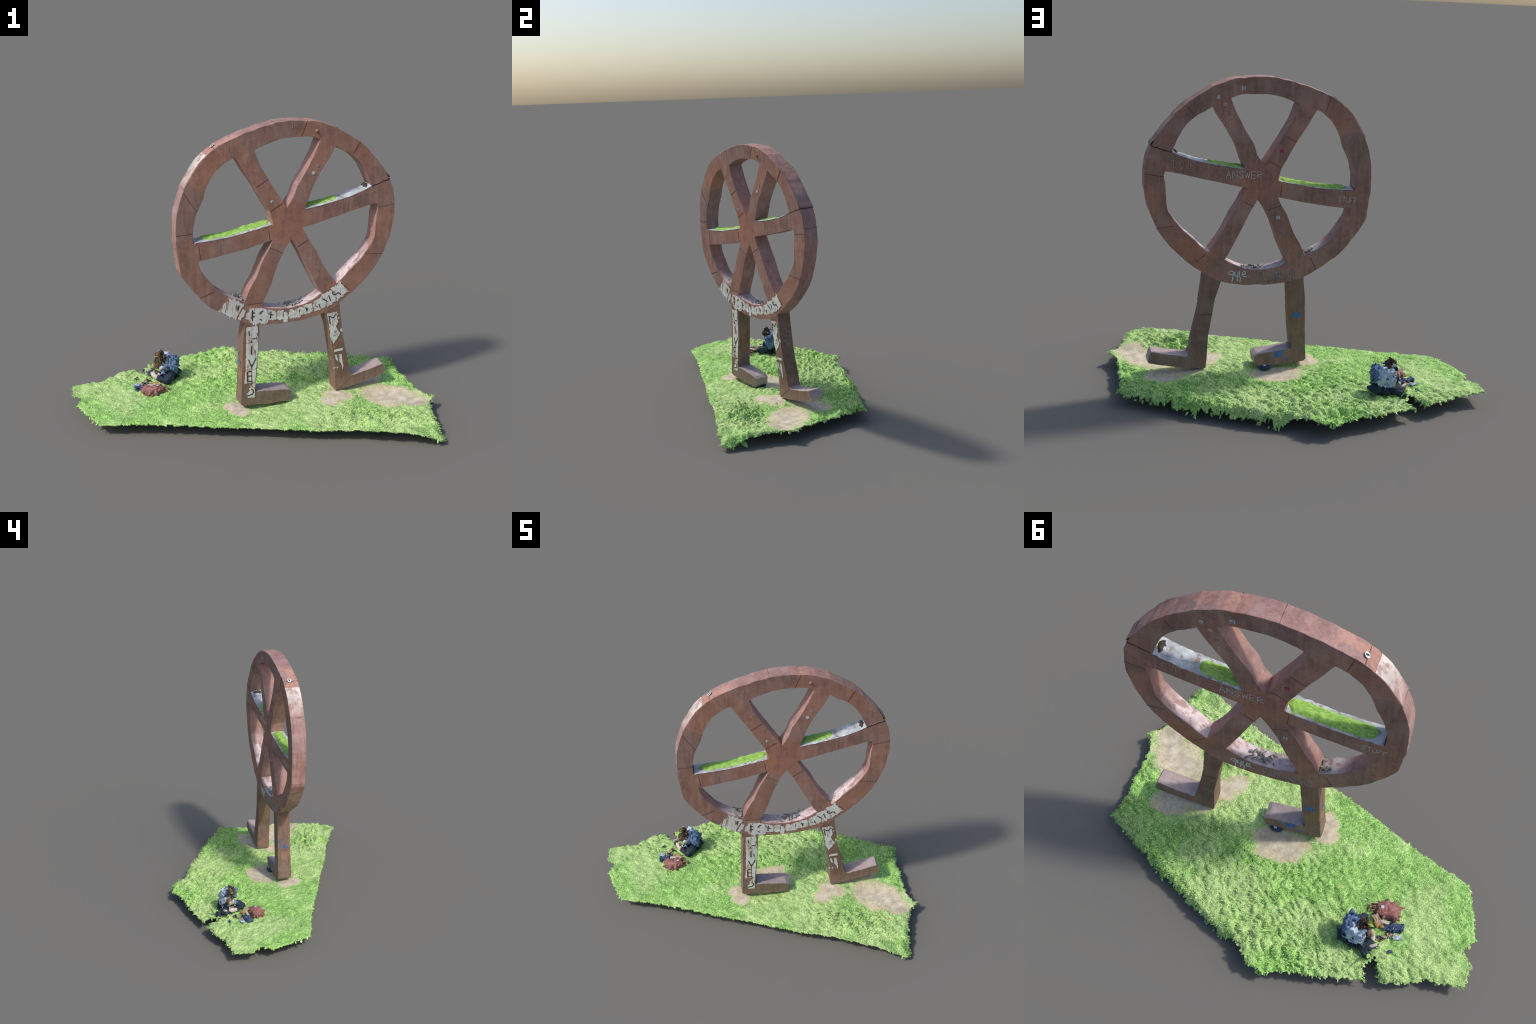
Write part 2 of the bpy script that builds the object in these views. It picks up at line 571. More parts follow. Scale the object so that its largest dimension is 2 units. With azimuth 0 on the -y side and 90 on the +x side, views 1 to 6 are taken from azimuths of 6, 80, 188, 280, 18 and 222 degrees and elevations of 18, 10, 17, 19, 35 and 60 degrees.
regs = [region(c) for c in cen]
count = {}
for t in tris:
    for i in range(3):
        e = (int(t[i]), int(t[(i + 1) % 3]))
        count[e] = count.get(e, 0) + 1
tri_of = {}
for k, t in enumerate(tris):
    for i in range(3):
        tri_of[(int(t[i]), int(t[(i + 1) % 3]))] = k
border = [e for e in tri_of if (e[1], e[0]) not in tri_of]
edge_n, v_in, v_out = {}, {}, {}
for a, b in border:  # body lies to the left of a->b
    d = co2[b] - co2[a]
    edge_n[(a, b)] = np.array((-d[1], d[0])) / (np.hypot(*d) + 1e-12)
    v_out[a], v_in[b] = (a, b), (a, b)
BEV = 0.0020
LAYERS = 7
verts, faces, freg, fmat = [], [], [], []
fid, bid, wid = {}, {}, {}


def dent(t, z, side):
    return 0.0009 * nz(t, z, side * 3.3, 14) + 0.0008 * nz(t, z, side * 7.7, 5)


def crinkle(t, z, nn, u):
    """buckled sheet between the two face plates: soft dents and slanting folds"""
    fold = abs(nz(t + nn * 0.9, z - nn * 0.7, nn * 0.6, 17, 4.0))
    w = 0.0045 * nz(t, z, nn * 1.6, 11, 4.0) + 0.0060 * (fold - 0.2)
    w += 0.008 * math.exp(-((t - 0.53) / 0.10) ** 2 - ((z - 1.40) / 0.09) ** 2)  # sunken sheet, upper right
    w -= 0.005 * math.exp(-((t - 0.50) / 0.10) ** 2 - ((z - 0.66) / 0.09) ** 2)  # bulging sheet, lower right
    return w * math.sin(math.pi * (0.12 + 0.76 * u))


for v in np.unique(tris):
    v = int(v)
    t, z = co2[v]
    nf = n_front(z) + foot_shift(t, z, True) + dent(t, z, 1)
    nb = n_back(z) + foot_shift(t, z, False) + dent(t, z, 2)
    if v in v_out:
        n0, n1 = edge_n[v_in[v]], edge_n[v_out[v]]
        n = n0 + n1
        k = np.hypot(*n) + 1e-9
        n = n / k
        pull = BEV / max(0.45, k / 2)
        ti, zi = t + n[0] * pull, z + n[1] * pull
        fid[v] = len(verts); verts.append(loc(ti, nf, zi))
        bid[v] = len(verts); verts.append(loc(ti, nb, zi))
        for side in ((0, 1) if n0 @ n1 < 0.986 else (0,)):
            col = []
            for L in range(LAYERS):
                u = L / (LAYERS - 1)
                nn = (nf - BEV) * (1 - u) + (nb + BEV) * u
                w = crinkle(t, z, nn, u)
                col.append(len(verts))
                verts.append(loc(t + n[0] * w, nn, z + n[1] * w))
            wid[(v, side)] = col
        wid.setdefault((v, 1), wid[(v, 0)])
    else:
        fid[v] = len(verts); verts.append(loc(t, nf, z))
        bid[v] = len(verts); verts.append(loc(t, nb, z))
for k, tr in enumerate(tris):
    a, b, c = (int(i) for i in tr)
    faces.append((fid[a], fid[b], fid[c])); freg.append(regs[k]); fmat.append(0)
    faces.append((bid[c], bid[b], bid[a])); freg.append(regs[k]); fmat.append(0)
bevels = set()
for a, b in border:
    r = regs[tri_of[(a, b)]]
    col_a = [fid[a]] + wid[(a, 1)] + [bid[a]]
    col_b = [fid[b]] + wid[(b, 0)] + [bid[b]]
    foot_top = r.startswith("foot") and edge_n[(a, b)][1] < -0.6
    for i in range(len(col_a) - 1):
        if i in (0, len(col_a) - 2):
            bevels.add(len(faces))
        faces.append((col_a[i], col_a[i + 1], col_b[i + 1], col_b[i])); freg.append(r); fmat.append(1)
VA = np.array([tuple(v) for v in verts])
vn = np.zeros_like(VA)
for q, f in enumerate(faces):  # area-weighted normals of the whole body, plates and sheets crisp
    if q in bevels:
        continue
    p = VA[list(f)]
    n = np.cross(p[1] - p[0], p[2] - p[0]) if len(f) == 3 else np.cross(p[2] - p[0], p[3] - p[1])
    for i in f:
        vn[i] += n
vn /= np.linalg.norm(vn, axis=1)[:, None] + 1e-12


def wall_patch(name, mat, parent, test, lift=0.0012):
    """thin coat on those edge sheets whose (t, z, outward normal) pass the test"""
    vs, fs = [], []
    for a, b in border:
        n = edge_n[(a, b)]
        if not test((co2[a] + co2[b]) / 2, -n):
            continue
        off = V((-n[0] * lift, 0, -n[1] * lift))
        ca, cb = wid[(a, 1)], wid[(b, 0)]
        for i in range(LAYERS - 1):
            k = len(vs)
            vs += [verts[j] + off for j in (ca[i], ca[i + 1], cb[i + 1], cb[i])]
            fs.append((k, k + 1, k + 2, k + 3))
    o = make_obj(name, vs, fs, mat, parent)
    return o


part_names = {"rim": ("rim", MAT_STEEL), "hub": ("hub", MAT_HUB), "leg_left": ("leg", MAT_LEG), "leg_right": ("leg", MAT_LEG),
              "foot_left": ("foot", MAT_FOOT), "foot_right": ("foot", MAT_FOOT)}
part_obj = {}
for r in ["rim", "hub"] + ["spoke_%d" % i for i in range(6)] + ["leg_left", "leg_right", "foot_left", "foot_right"]:
    fs = [f for f, q in zip(faces, freg) if q == r]
    ids = sorted({i for f in fs for i in f})
    back = {i: k for k, i in enumerate(ids)}
    name, mat = part_names.get(r, ("spoke", MAT_STEEL))
    par = part_obj["leg" + r[4:]] if r.startswith("foot") else sculpture
    o = make_obj(name, [verts[i] for i in ids], [tuple(back[i] for i in f) for f in fs], mat, par)
    o.data.materials.append(MAT_FOOT_LIGHTENED if r.startswith("foot") else MAT_LEG if r.startswith("leg") else MAT_SHEET)
    o.data.polygons.foreach_set("material_index", [m for m, q in zip(fmat, freg) if q == r])
    o.data.normals_split_custom_set_from_vertices([tuple(vn[i]) for i in ids])
    part_obj[r] = o


# ---- flat things on the faces: ribbons, panels, stickers
def ribbon(path, width, side, lift, step=0.006, thick=0.0012):
    """narrow strip of given width following a polyline on the front (1) / back (-1) face"""
    P = resample(path, step)
    vs, fs = [], []
    for i, p in enumerate(P):
        d = P[min(i + 1, len(P) - 1)] - P[max(i - 1, 0)]
        d = d / (np.hypot(*d) + 1e-9)
        n = np.array((-d[1], d[0])) * width / 2
        for q, dn in ((p - n, 0), (p + n, 0), (p - n * 1.0, -thick), (p + n * 1.0, -thick)):
            nn = (n_front(q[1]) + foot_shift(q[0], q[1], True) + lift + dn) if side > 0 else (n_back(q[1]) + foot_shift(q[0], q[1], False) - lift - dn)
            vs.append(loc(q[0], nn, q[1]))
        if i:
            k = 4 * i
            for a, b in ((0, 1), (2, 0), (1, 3)):
                fs.append((k - 4 + a, k - 4 + b, k + b, k + a))
    for k in (0, 4 * (len(P) - 1)):
        fs.append((k, k + 1, k + 3, k + 2))
    return vs, fs


def strokes_obj(name, paths, width, side, lift, mat, parent):
    return make_obj(name, *join_parts([ribbon(p, width, side, lift) for p in paths]), mat, parent, smooth=False)


def panel(name, poly, side, lift, mat, parent, jag=0.004, seed=0, thick=0.0016):
    """thin flake of paint or sheet with a ragged border"""
    poly = np.array(poly, float)
    P = resample(np.vstack([poly, poly[:1]]), 0.0035)[:-1]
    c = poly.mean(0)
    out = []
    for p in P:
        w = jag * (nz(p[0], p[1], seed, 60) + 0.9 * nz(p[0] * 2.2, p[1] * 0.8, seed + 3, 150))
        d = p - c
        out.append(p + d / (np.hypot(*d) + 1e-9) * w)
    out = tidy(np.array(out), 0.001)
    pl = [V((float(a), float(b))) for a, b in out]
    n = len(pl)
    co, _, fa, *_ = geometry.delaunay_2d_cdt(pl, [(i, (i + 1) % n) for i in range(n)], [], 1, 1e-6)
    vs, fs = [], []
    for v in co:
        for h in (lift, lift - thick):
            nn = n_front(v[1]) + foot_shift(v[0], v[1], True) + h if side > 0 else n_back(v[1]) + foot_shift(v[0], v[1], False) - h
            vs.append(loc(v[0], nn, v[1]))
    cnt = {}
    for f in fa:
        f = list(f)
        fs.append(tuple(2 * i for i in (f if side > 0 else f[::-1])))
        for i in range(len(f)):
            e = (f[i], f[(i + 1) % len(f)])
            cnt[e] = 1
    for a, b in cnt:
        if (b, a) not in cnt:
            fs.append((2 * a, 2 * b, 2 * b + 1, 2 * a + 1))
    return make_obj(name, vs, fs, mat, parent, smooth=False)


# weld seams between the steel plates (on both faces, and wrapped over the rim where they show)
rim, hub = part_obj["rim"], part_obj["hub"]
SEAMS_FRONT = [((.227, 1.545), (.195, 1.473)), ((.505, 1.424), (.466, 1.363)), ((.701, 1.085), (.609, 1.078)),
               ((.645, .826), (.544, .838)), ((.413, .695), (.464, .648)), ((-.335, .715), (-.262, .738)),
               ((-.438, 1.043), (-.359, 1.047)), ((-.396, 1.252), (-.334, 1.154))]
SEAMS_SPOKE_FRONT = [((-.039, 1.243), (.023, 1.278)), ((.033, 1.116), (.096, 1.151)), ((.173, .917), (.229, .949)),
                     ((.031, .930), (.099, .893)), ((-.095, .647), (-.007, .643)), ((.024, 1.026), (.031, .968)), ((-.332, .986), (-.323, .912))]
SEAMS_BACK = [((.647, .822), (.555, .832)), ((.451, .647), (.396, .688)), ((-.139, .649), (-.172, .590)), ((.703, 1.088), (.611, 1.075)),
              ((.500, 1.407), (.470, 1.370)), ((-.20, 1.46), (-.18, 1.39))]
SEAMS_SPOKE_BACK = [((.027, 1.274), (-.039, 1.240)), ((.101, .903), (.032, .922)), ((.215, .945), (.162, .920)), ((.028, 1.023), (.034, .966)),
                    ((.10, 1.15), (.035, 1.115))]


def wobble(a, b, amp=0.0025):
    a, b = np.array(a), np.array(b)
    P = [a + (b - a) * u for u in np.linspace(0, 1, 7)]
    return [p + np.array((nz(*p, 2, 40), nz(*p, 5, 40))) * amp for p in P]


for segs, side, par in ((SEAMS_FRONT, 1, rim), (SEAMS_BACK, -1, rim), (SEAMS_SPOKE_FRONT, 1, hub), (SEAMS_SPOKE_BACK, -1, hub)):
    for a, b in segs:
        strokes_obj("weld_seam", [wobble(a, b)], 0.0019, side, 0.0011, MAT_SEAM, par)
strokes_obj("weld_seam", [wobble((.427, .370), (.359, .370))], 0.003, -1, 0.0013, MAT_SEAM, part_obj["leg_right"])
strokes_obj("weld_scar", [wobble(MITRE_R[0], MITRE_R[1], 0.001)[1:]], 0.0022, 1, 0.0013, MAT_SCAR, part_obj["leg_right"])
strokes_obj("weld_scar", [[(-.131, .196), (-.062, .128), (-.006, .084)]], 0.0022, 1, 0.0013, MAT_SCAR, part_obj["leg_left"])
strokes_obj("rust_crack", [wobble((-.218, 1.442), (-.181, 1.382))], 0.004, 1, 0.0013, MAT_RUSTCHALK, rim)
# pale run-off streaks near the top of the front
for t, z0, z1 in ((-.168, 1.462, 1.425), (.003, 1.525, 1.490), (-.065, 1.490, 1.472), (.15, 1.545, 1.515)):
    strokes_obj("lime_streak", [[(t, z0), (t + .002, (z0 + z1) / 2), (t, z1)]], 0.004, 1, 0.0011, MAT_SCAR, rim)


def rim_band(deg, r, width, mat, name, lift=0.0012, dn=(0.003, 0.997)):
    """strip lying across the outer face of the rim"""
    a = math.radians(deg)
    c, s = math.cos(a), math.sin(a)
    vs = []
    for u in np.linspace(*dn, 9):
        for w in (-width / 2, width / 2):
            k = np.interp((deg + math.degrees(w / r)) % 360, np.arange(0, 370, 10), OUTER_R + OUTER_R[:1]) + lift
            aa = a + w / r
            t, z = RIM_C[0] + math.cos(aa) * k, RIM_C[1] + math.sin(aa) * k
            vs.append(loc(t, n_front(z) * (1 - u) + n_back(z) * u, z))
    return make_obj(name, vs, [(2 * i, 2 * i + 1, 2 * i + 3, 2 * i + 2) for i in range(8)], mat, rim)


for d in (7.5, 14.5, 43.5, 97, 132, 156.5, 178.5):
    rim_band(d, 0.55, 0.0018, MAT_SEAM, "weld_seam")

# open split across the rim above the right-hand spoke
for side in (1, -1):
    strokes_obj("split_joint", [wobble((.671, 1.221), (.572, 1.189), .004)], 0.0036, side, 0.0012, MAT_CABLE, rim)
rim_band(18.5, 0.55, 0.0036, MAT_CABLE, "split_joint")
lip = []
for w, lf in ((19.0, .0075), (20.4, .004), (22.5, .0005)):
    for u in np.linspace(.02, .98, 7):
        k = np.interp(w, np.arange(0, 370, 10), OUTER_R + OUTER_R[:1]) + lf + .0015 * nz(w, u, 0, 3)
        z = RIM_C[1] + math.sin(math.radians(w)) * k
        lip.append(loc(RIM_C[0] + math.cos(math.radians(w)) * k, n_front(z) * (1 - u) + n_back(z) * u, z))
for u in np.linspace(.02, .98, 7):
    z = RIM_C[1] + math.sin(math.radians(19.0)) * .564
    lip.append(loc(RIM_C[0] + math.cos(math.radians(19.0)) * .564, n_front(z) * (1 - u) + n_back(z) * u, z))
lf_ = [(7 * i + j, 7 * i + j + 1, 7 * i + j + 8, 7 * i + j + 7) for i in range(2) for j in range(6)] + [(21 + j, 22 + j, 1 + j, j) for j in range(6)]
make_obj("split_lip", lip, lf_, MAT_SHEET, rim)
# sun glare on the edge sheets, laid on as pale painted overlays


def painted_glare_material(name, col, fade=None):
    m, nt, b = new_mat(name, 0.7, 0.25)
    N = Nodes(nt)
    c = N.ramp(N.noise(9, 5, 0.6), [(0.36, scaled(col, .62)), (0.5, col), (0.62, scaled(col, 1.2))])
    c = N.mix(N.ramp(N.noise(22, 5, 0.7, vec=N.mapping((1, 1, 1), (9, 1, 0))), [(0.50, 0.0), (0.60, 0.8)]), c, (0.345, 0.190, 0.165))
    if fade:  # painted glare fades out along the sheet
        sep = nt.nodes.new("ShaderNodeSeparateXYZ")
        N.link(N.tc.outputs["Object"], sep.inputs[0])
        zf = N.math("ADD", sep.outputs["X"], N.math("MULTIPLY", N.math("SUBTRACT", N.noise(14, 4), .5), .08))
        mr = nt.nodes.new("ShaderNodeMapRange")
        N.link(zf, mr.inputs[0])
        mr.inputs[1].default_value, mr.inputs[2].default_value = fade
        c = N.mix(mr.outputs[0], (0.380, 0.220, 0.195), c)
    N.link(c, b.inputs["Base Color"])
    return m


M_GLARE_OUTER = painted_glare_material("bleached_sheet", (0.66, 0.58, 0.53), (-.645, -.575))
M_GLARE_BOTTOM = painted_glare_material("lime_washed_sheet", (0.60, 0.50, 0.50))
M_GLARE_RIGHT = painted_glare_material("lime_washed_sheet_right", (0.66, 0.54, 0.53), (.335, .255))
M_GLARE_LEFT = painted_glare_material("lime_washed_sheet_left", (0.64, 0.57, 0.57), (-.485, -.420))


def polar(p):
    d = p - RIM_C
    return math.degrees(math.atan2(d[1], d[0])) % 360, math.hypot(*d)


wall_patch("bleached_patch", M_GLARE_OUTER, rim, lambda p, n: 137 < polar(p)[0] < 157 and polar(p)[1] > .5)
wall_patch("bleached_patch", M_GLARE_RIGHT, rim, lambda p, n: .385 < p[0] < .575 and .68 < p[1] < .88 and polar(p)[1] < .49 and n[1] > .3)
wall_patch("bleached_patch", M_GLARE_LEFT, rim, lambda p, n: -.24 < p[0] < -.09 and .64 < p[1] < .76 and n[1] > .3 and n[0] > -.2 and .43 < polar(p)[1] < .5)
wall_patch("bleached_patch", M_GLARE_BOTTOM, rim, lambda p, n: -.02 < p[0] < .31 and .58 < p[1] < .66 and n[1] > .3 and polar(p)[1] < .48)

# flaking sign panels: an arc over the bottom of the rim and strips down both legs
def arc_panel(a0, a1, r0, r1, ragged=0.3):
    """polygon between two angles; radii as (start, end) fractions of the rim depth"""
    top, bot = [], []
    for a in np.linspace(a0, a1, 12):
        k0 = np.interp(a % 360, [x for x, _ in INNER_R], [x for _, x in INNER_R])
        k1 = np.interp(a % 360, np.arange(0, 370, 10), OUTER_R + OUTER_R[:1])
        c, s = math.cos(math.radians(a)), math.sin(math.radians(a))
        for lst, f in ((top, r0), (bot, r1)):
            r = k0 + (k1 - k0) * f
            lst.append((RIM_C[0] + c * r, RIM_C[1] + s * r))
    return top + bot[::-1]


SIGN_ARC = [arc_panel(227.5, 238.5, .06, .96), arc_panel(239.3, 241.2, .35, .95), arc_panel(243.5, 246.3, .15, .80), arc_panel(246.8, 257, .12, .93),
            arc_panel(256.8, 266, .12, .70), arc_panel(266.4, 269.2, .30, .95), arc_panel(270.0, 276.6, .16, .76),
            arc_panel(276.8, 285.6, .15, .68), arc_panel(286.0, 294.3, .14, .70), arc_panel(294.2, 301, .10, .80), arc_panel(301.3, 309, .03, .80)]
sign_objs = []
for i, poly in enumerate(SIGN_ARC):
    sign_objs.append(panel("sign_panel", poly, 1, 0.0016, MAT_SIGN, rim, 0.0095, i * 1.7))
SIGN_LEFT = [[(-.101, .522), (-.041, .523), (-.039, .437), (-.103, .437)], [(-.103, .434), (-.039, .434), (-.046, .336), (-.053, .286), (-.110, .284), (-.107, .36)],
             [(-.111, .281), (-.053, .283), (-.060, .212), (-.119, .212)], [(-.086, .200), (-.060, .208), (-.067, .126), (-.109, .130), (-.107, .150), (-.088, .168)]]
for i, poly in enumerate(SIGN_LEFT):
    panel("sign_panel", poly, 1, 0.0016, MAT_SIGN, part_obj["leg_left"], 0.0022, 20 + i)
SIGN_RIGHT = [[(.337, .532), (.391, .538), (.394, .500), (.399, .480), (.388, .455), (.398, .430), (.412, .412), (.398, .388), (.376, .360), (.360, .388), (.352, .450)],
              [(.378, .308), (.431, .311), (.428, .325), (.383, .320)], [(.383, .293), (.395, .290), (.404, .250), (.392, .262)],
              [(.408, .290), (.422, .287), (.430, .240), (.434, .220), (.429, .198), (.424, .230), (.412, .247)]]
for i, poly in enumerate(SIGN_RIGHT):
    panel("sign_panel", poly, 1, 0.0016, MAT_SIGN, part_obj["leg_right"], 0.0045 if i == 0 else 0.003, 30 + i)
for i, (t, z) in enumerate([(.383, .215), (.400, .214), (.395, .523), (.403, .500), (.418, .432), (.421, .425), (-.09, .178), (-.075, .19), (-.063, .533), (-.05, .529)]):
    s = 0.004 + 0.003 * R.random()
    panel("paint_fleck", [(t - s, z - s), (t + s, z - s * .6), (t + s * .7, z + s), (t - s, z + s)], 1, 0.0015, MAT_SIGN, part_obj["leg_right" if t > .2 else "leg_left"], 0.002, 50 + i)

# lettering that is still legible on the sign paint
LETTERS_LEFT = [[[(-.089, .501), (-.086, .476)]], [[(-.070, .455), (-.054, .458)], [(-.076, .446), (-.077, .437)]], [[(-.076, .417), (-.077, .369)]],
                [[(-.093, .343), (-.079, .298), (-.053, .347)]], [[(-.101, .275), (-.102, .223), (-.076, .220)], [(-.101, .252), (-.080, .251)], [(-.101, .276), (-.080, .277)]],
                [[(-.084, .176), (-.074, .168), (-.072, .156), (-.082, .145), (-.107, .143)]]]
for L in LETTERS_LEFT:
    strokes_obj("letter", L, 0.0050, 1, 0.0030, MAT_INK, part_obj["leg_left"])
strokes_obj("rust_stain", [[(-.104, .275), (-.105, .215)], [(-.079, .315), (-.080, .268), (-.080, .180)], [(-.096, .315), (-.099, .298)]], 0.005, 1, 0.0024, plain("rust_run", (0.38, 0.17, 0.075), 0.9, 0.4, 80), part_obj["leg_left"])
strokes_obj("letter", [[(.355, .473), (.346, .521), (.370, .505), (.387, .529)]], 0.0045, 1, 0.0030, MAT_INK, part_obj["leg_right"])
for seg in ([(.375, .425), (.392, .428)], [(.371, .405), (.388, .409)]):
    strokes_obj("grey_smear", [seg], 0.006, 1, 0.0028, plain("grey_smear_paint", (0.33, 0.36, 0.42)), part_obj["leg_right"])
ARC_LETTERS = [[[(.368, .654), (.365, .643), (.373, .635), (.384, .636), (.395, .643), (.404, .640), (.412, .629)]],
               [[(.312, .622), (.337, .602)], [(.344, .636), (.355, .604)]], [[(.291, .594), (.298, .573)], [(.278, .584), (.283, .580)]],
               [[(.218, .588), (.226, .565)], [(.219, .574), (.232, .580)]], [[(.030, .593), (.027, .555)], [(.029, .575), (.043, .571)]],
               [[(-.010, .602), (-.024, .596), (-.030, .586)], [(-.03, .560), (-.020, .551)]], [[(-.068, .612), (-.069, .556)], [(-.068, .598), (-.055, .596)], [(-.068, .578), (-.055, .576)]],
               [[(-.136, .648), (-.145, .626)]]]
for L in ARC_LETTERS:
    strokes_obj("letter", L, 0.0050, 1, 0.0030, MAT_INK, rim)

# ---- hand-written marks on the back: a small stroke alphabet (unit box)
GLYPH = {
    "A": [[(0, 0), (.5, 1), (1, 0)], [(.2, .4), (.8, .4)]], "D": [[(0, 0), (0, 1), (.7, .9), (1, .5), (.7, .1), (0, 0)]],
    "E": [[(1, 1), (0, 1), (0, 0), (1, 0)], [(0, .5), (.8, .5)]], "F": [[(1, 1), (0, 1), (0, 0)], [(0, .5), (.7, .5)]],
    "H": [[(0, 0), (0, 1)], [(1, 0), (1, 1)], [(0, .5), (1, .5)]], "I": [[(.5, 0), (.5, 1)]], "K": [[(0, 0), (0, 1)], [(1, 1), (0, .5), (1, 0)]],
    "L": [[(0, 1), (0, 0), (.9, 0)]], "N": [[(0, 0), (0, 1), (1, 0), (1, 1)]], "O": [[(.5, 0), (0, .3), (0, .7), (.5, 1), (1, .7), (1, .3), (.5, 0)]],
    "R": [[(0, 0), (0, 1), (.9, .9), (.9, .6), (0, .5), (1, 0)]], "S": [[(1, .85), (.5, 1), (0, .8), (.9, .3), (.5, 0), (0, .15)]],
    "T": [[(0, 1), (1, 1)], [(.5, 1), (.5, 0)]], "U": [[(0, 1), (0, .2), (.5, 0), (1, .2), (1, 1)]], "V": [[(0, 1), (.5, 0), (1, 1)]],
    "W": [[(0, 1), (.25, 0), (.5, .8), (.75, 0), (1, 1)]],
}


def back_text(name, word, start, end, height, mat, parent, width=0.0026):
    """word written on the back face from start to end (t falls along the word)"""
    s, e = np.array(start), np.array(end)
    adv = (e - s) / len(word)
    paths = []
    for i, ch in enumerate(word):
        o = s + adv * i
        for st in GLYPH.get(ch, []):
            paths.append([o + adv * 0.72 * x + np.array((0.004 * nz(i, x, y, 3), height * y + 0.003 * nz(x, i, y, 4))) for x, y in st])
    return strokes_obj(name, paths, width, -1, 0.0014, mat, parent)


s0, s3 = part_obj["spoke_0"], part_obj["spoke_3"]
back_text("scrawled_word", "LOVE", (.564, 1.117), (.455, 1.104), .045, MAT_RUSTCHALK, s0)
back_text("scrawled_word", "IS", (.440, 1.102), (.400, 1.094), .036, MAT_RUSTCHALK, s0, 0.0018)
back_text("scrawled_word", "THE", (.388, 1.088), (.318, 1.076), .036, MAT_RUSTCHALK, s0, 0.0018)
back_text("scrawled_word", "ANSWER", (.308, 1.066), (.122, 1.062), .034, MAT_CHALK, hub)
back_text("scrawled_word", "STUFF", (-.270, .940), (-.375, .930), .027, MAT_CHALK, s3)
back_text("scrawled_word", "IS", (-.225, .945), (-.258, .941), .024, MAT_RUSTCHALK, s3, 0.0018)
back_text("scrawled_word", "FUSAKUND", (.134, .541), (-.092, .540), .045, MAT_TEAL, rim, 0.0016)
strokes_obj("spray_tag", [[(.283, .575), (.281, .590), (.268, .596), (.258, .588), (.262, .560), (.266, .540)], [(.278, .575), (.258, .577)],
                          [(.252, .590), (.253, .570), (.240, .566)], [(.236, .592), (.240, .540)], [(.227, .594), (.230, .562), (.222, .560), (.226, .535)],
                          [(.218, .572), (.200, .576), (.196, .588), (.208, .590), (.215, .575), (.208, .562), (.190, .564)], [(.181, .562), (.178, .560)]],
            0.0045, -1, 0.0016, MAT_WHITETAG, rim)
scr = random.Random(3)


def scribble(name, c, w, h, n, parent, width=0.0018, side=-1):
    P = [(c[0] + w * (scr.random() - .5), c[1] + h * (scr.random() - .5) * (1 if i % 4 else 1.6)) for i in range(n)]
    return strokes_obj(name, [P], width, side, 0.0016, MAT_BLUE, parent)


LL = part_obj["leg_left"]
scribble("blue_scribble", (-.082, .345), .06, .028, 26, LL)
strokes_obj("blue_scribble", [[(-.050, .382), (-.058, .366)], [(-.105, .386), (-.098, .368)], [(-.087, .312), (-.088, .308)]], 0.0022, -1, 0.0016, MAT_BLUE, LL)
FL = part_obj["foot_left"]
scribble("blue_scribble", (.006, .133), .065, .030, 26, FL)
strokes_obj("blue_scribble", [[(.060, .148), (.052, .112)], [(.060, .148), (.046, .146)], [(-.020, .112), (-.030, .113), (-.022, .098), (-.034, .098)], [(-.040, .112), (-.046, .096)]], 0.0018, -1, 0.0016, MAT_BLUE, FL)
scribble("blue_scribble", (-.133 + .05, .3), .001, .001, 3, LL, 0.001)


def sticker(name, t, z, s, mat, side, round_=False, parent=None):
    if round_:
        poly = [(t + s * math.cos(w), z + s * math.sin(w)) for w in np.linspace(0, 2 * math.pi, 16, endpoint=False)]
    else:
        poly = [(t - s, z - s * .8), (t + s, z - s * .85), (t + s, z + s * .8), (t - s, z + s * .85)]
    return panel(name, poly, side, 0.0017, mat, parent, 0.0003)


sticker("sticker", .235, 1.496, .0095, MAT_STICKER, -1, False, rim)
sticker("sticker", .354, 1.453, .008, MAT_STICKER, -1, True, rim)
sticker("sticker", .322, 1.420, .0095, MAT_ORANGE_STICKER, -1, False, part_obj["spoke_1"])
sticker("sticker", .036, 1.197, .009, MAT_PINK_STICKER, -1, False, part_obj["spoke_2"])
sticker("sticker", .040, .865, .009, MAT_STICKER, -1, False, part_obj["spoke_4"])
sticker("sticker", .259, 1.288, .009, MAT_STICKER, 1, True, part_obj["spoke_1"])
sticker("sticker", .282, 1.323, .008, MAT_SCAR, 1, True, part_obj["spoke_1"])
sticker("sticker", .044, 1.165, .0075, MAT_STICKER, 1, True, part_obj["spoke_2"])
strokes_obj("sticker_mark", [[(.044, 1.169), (.044, 1.160)]], .002, 1, 0.003, MAT_INK, part_obj["spoke_2"])
strokes_obj("sticker_mark", [[(.349, 1.450), (.359, 1.456)]], .002, -1, 0.003, MAT_INK, rim)
strokes_obj("sticker_mark", [[(.229, 1.492), (.241, 1.492)], [(.229, 1.499), (.238, 1.499)]], .0018, -1, 0.003, MAT_INK, rim)
strokes_obj("sticker_mark", [[(.035, .863), (.045, .863)], [(.036, .869), (.044, .868)]], .0016, -1, 0.003, MAT_INK, part_obj["spoke_4"])
for t, z in ((.297, 1.36), (.297, 1.335), (.296, 1.325), (.295, 1.315), (.297, 1.39)):
    sticker("white_drip", t, z, .0022, MAT_STICKER, -1, True, part_obj["spoke_1"])
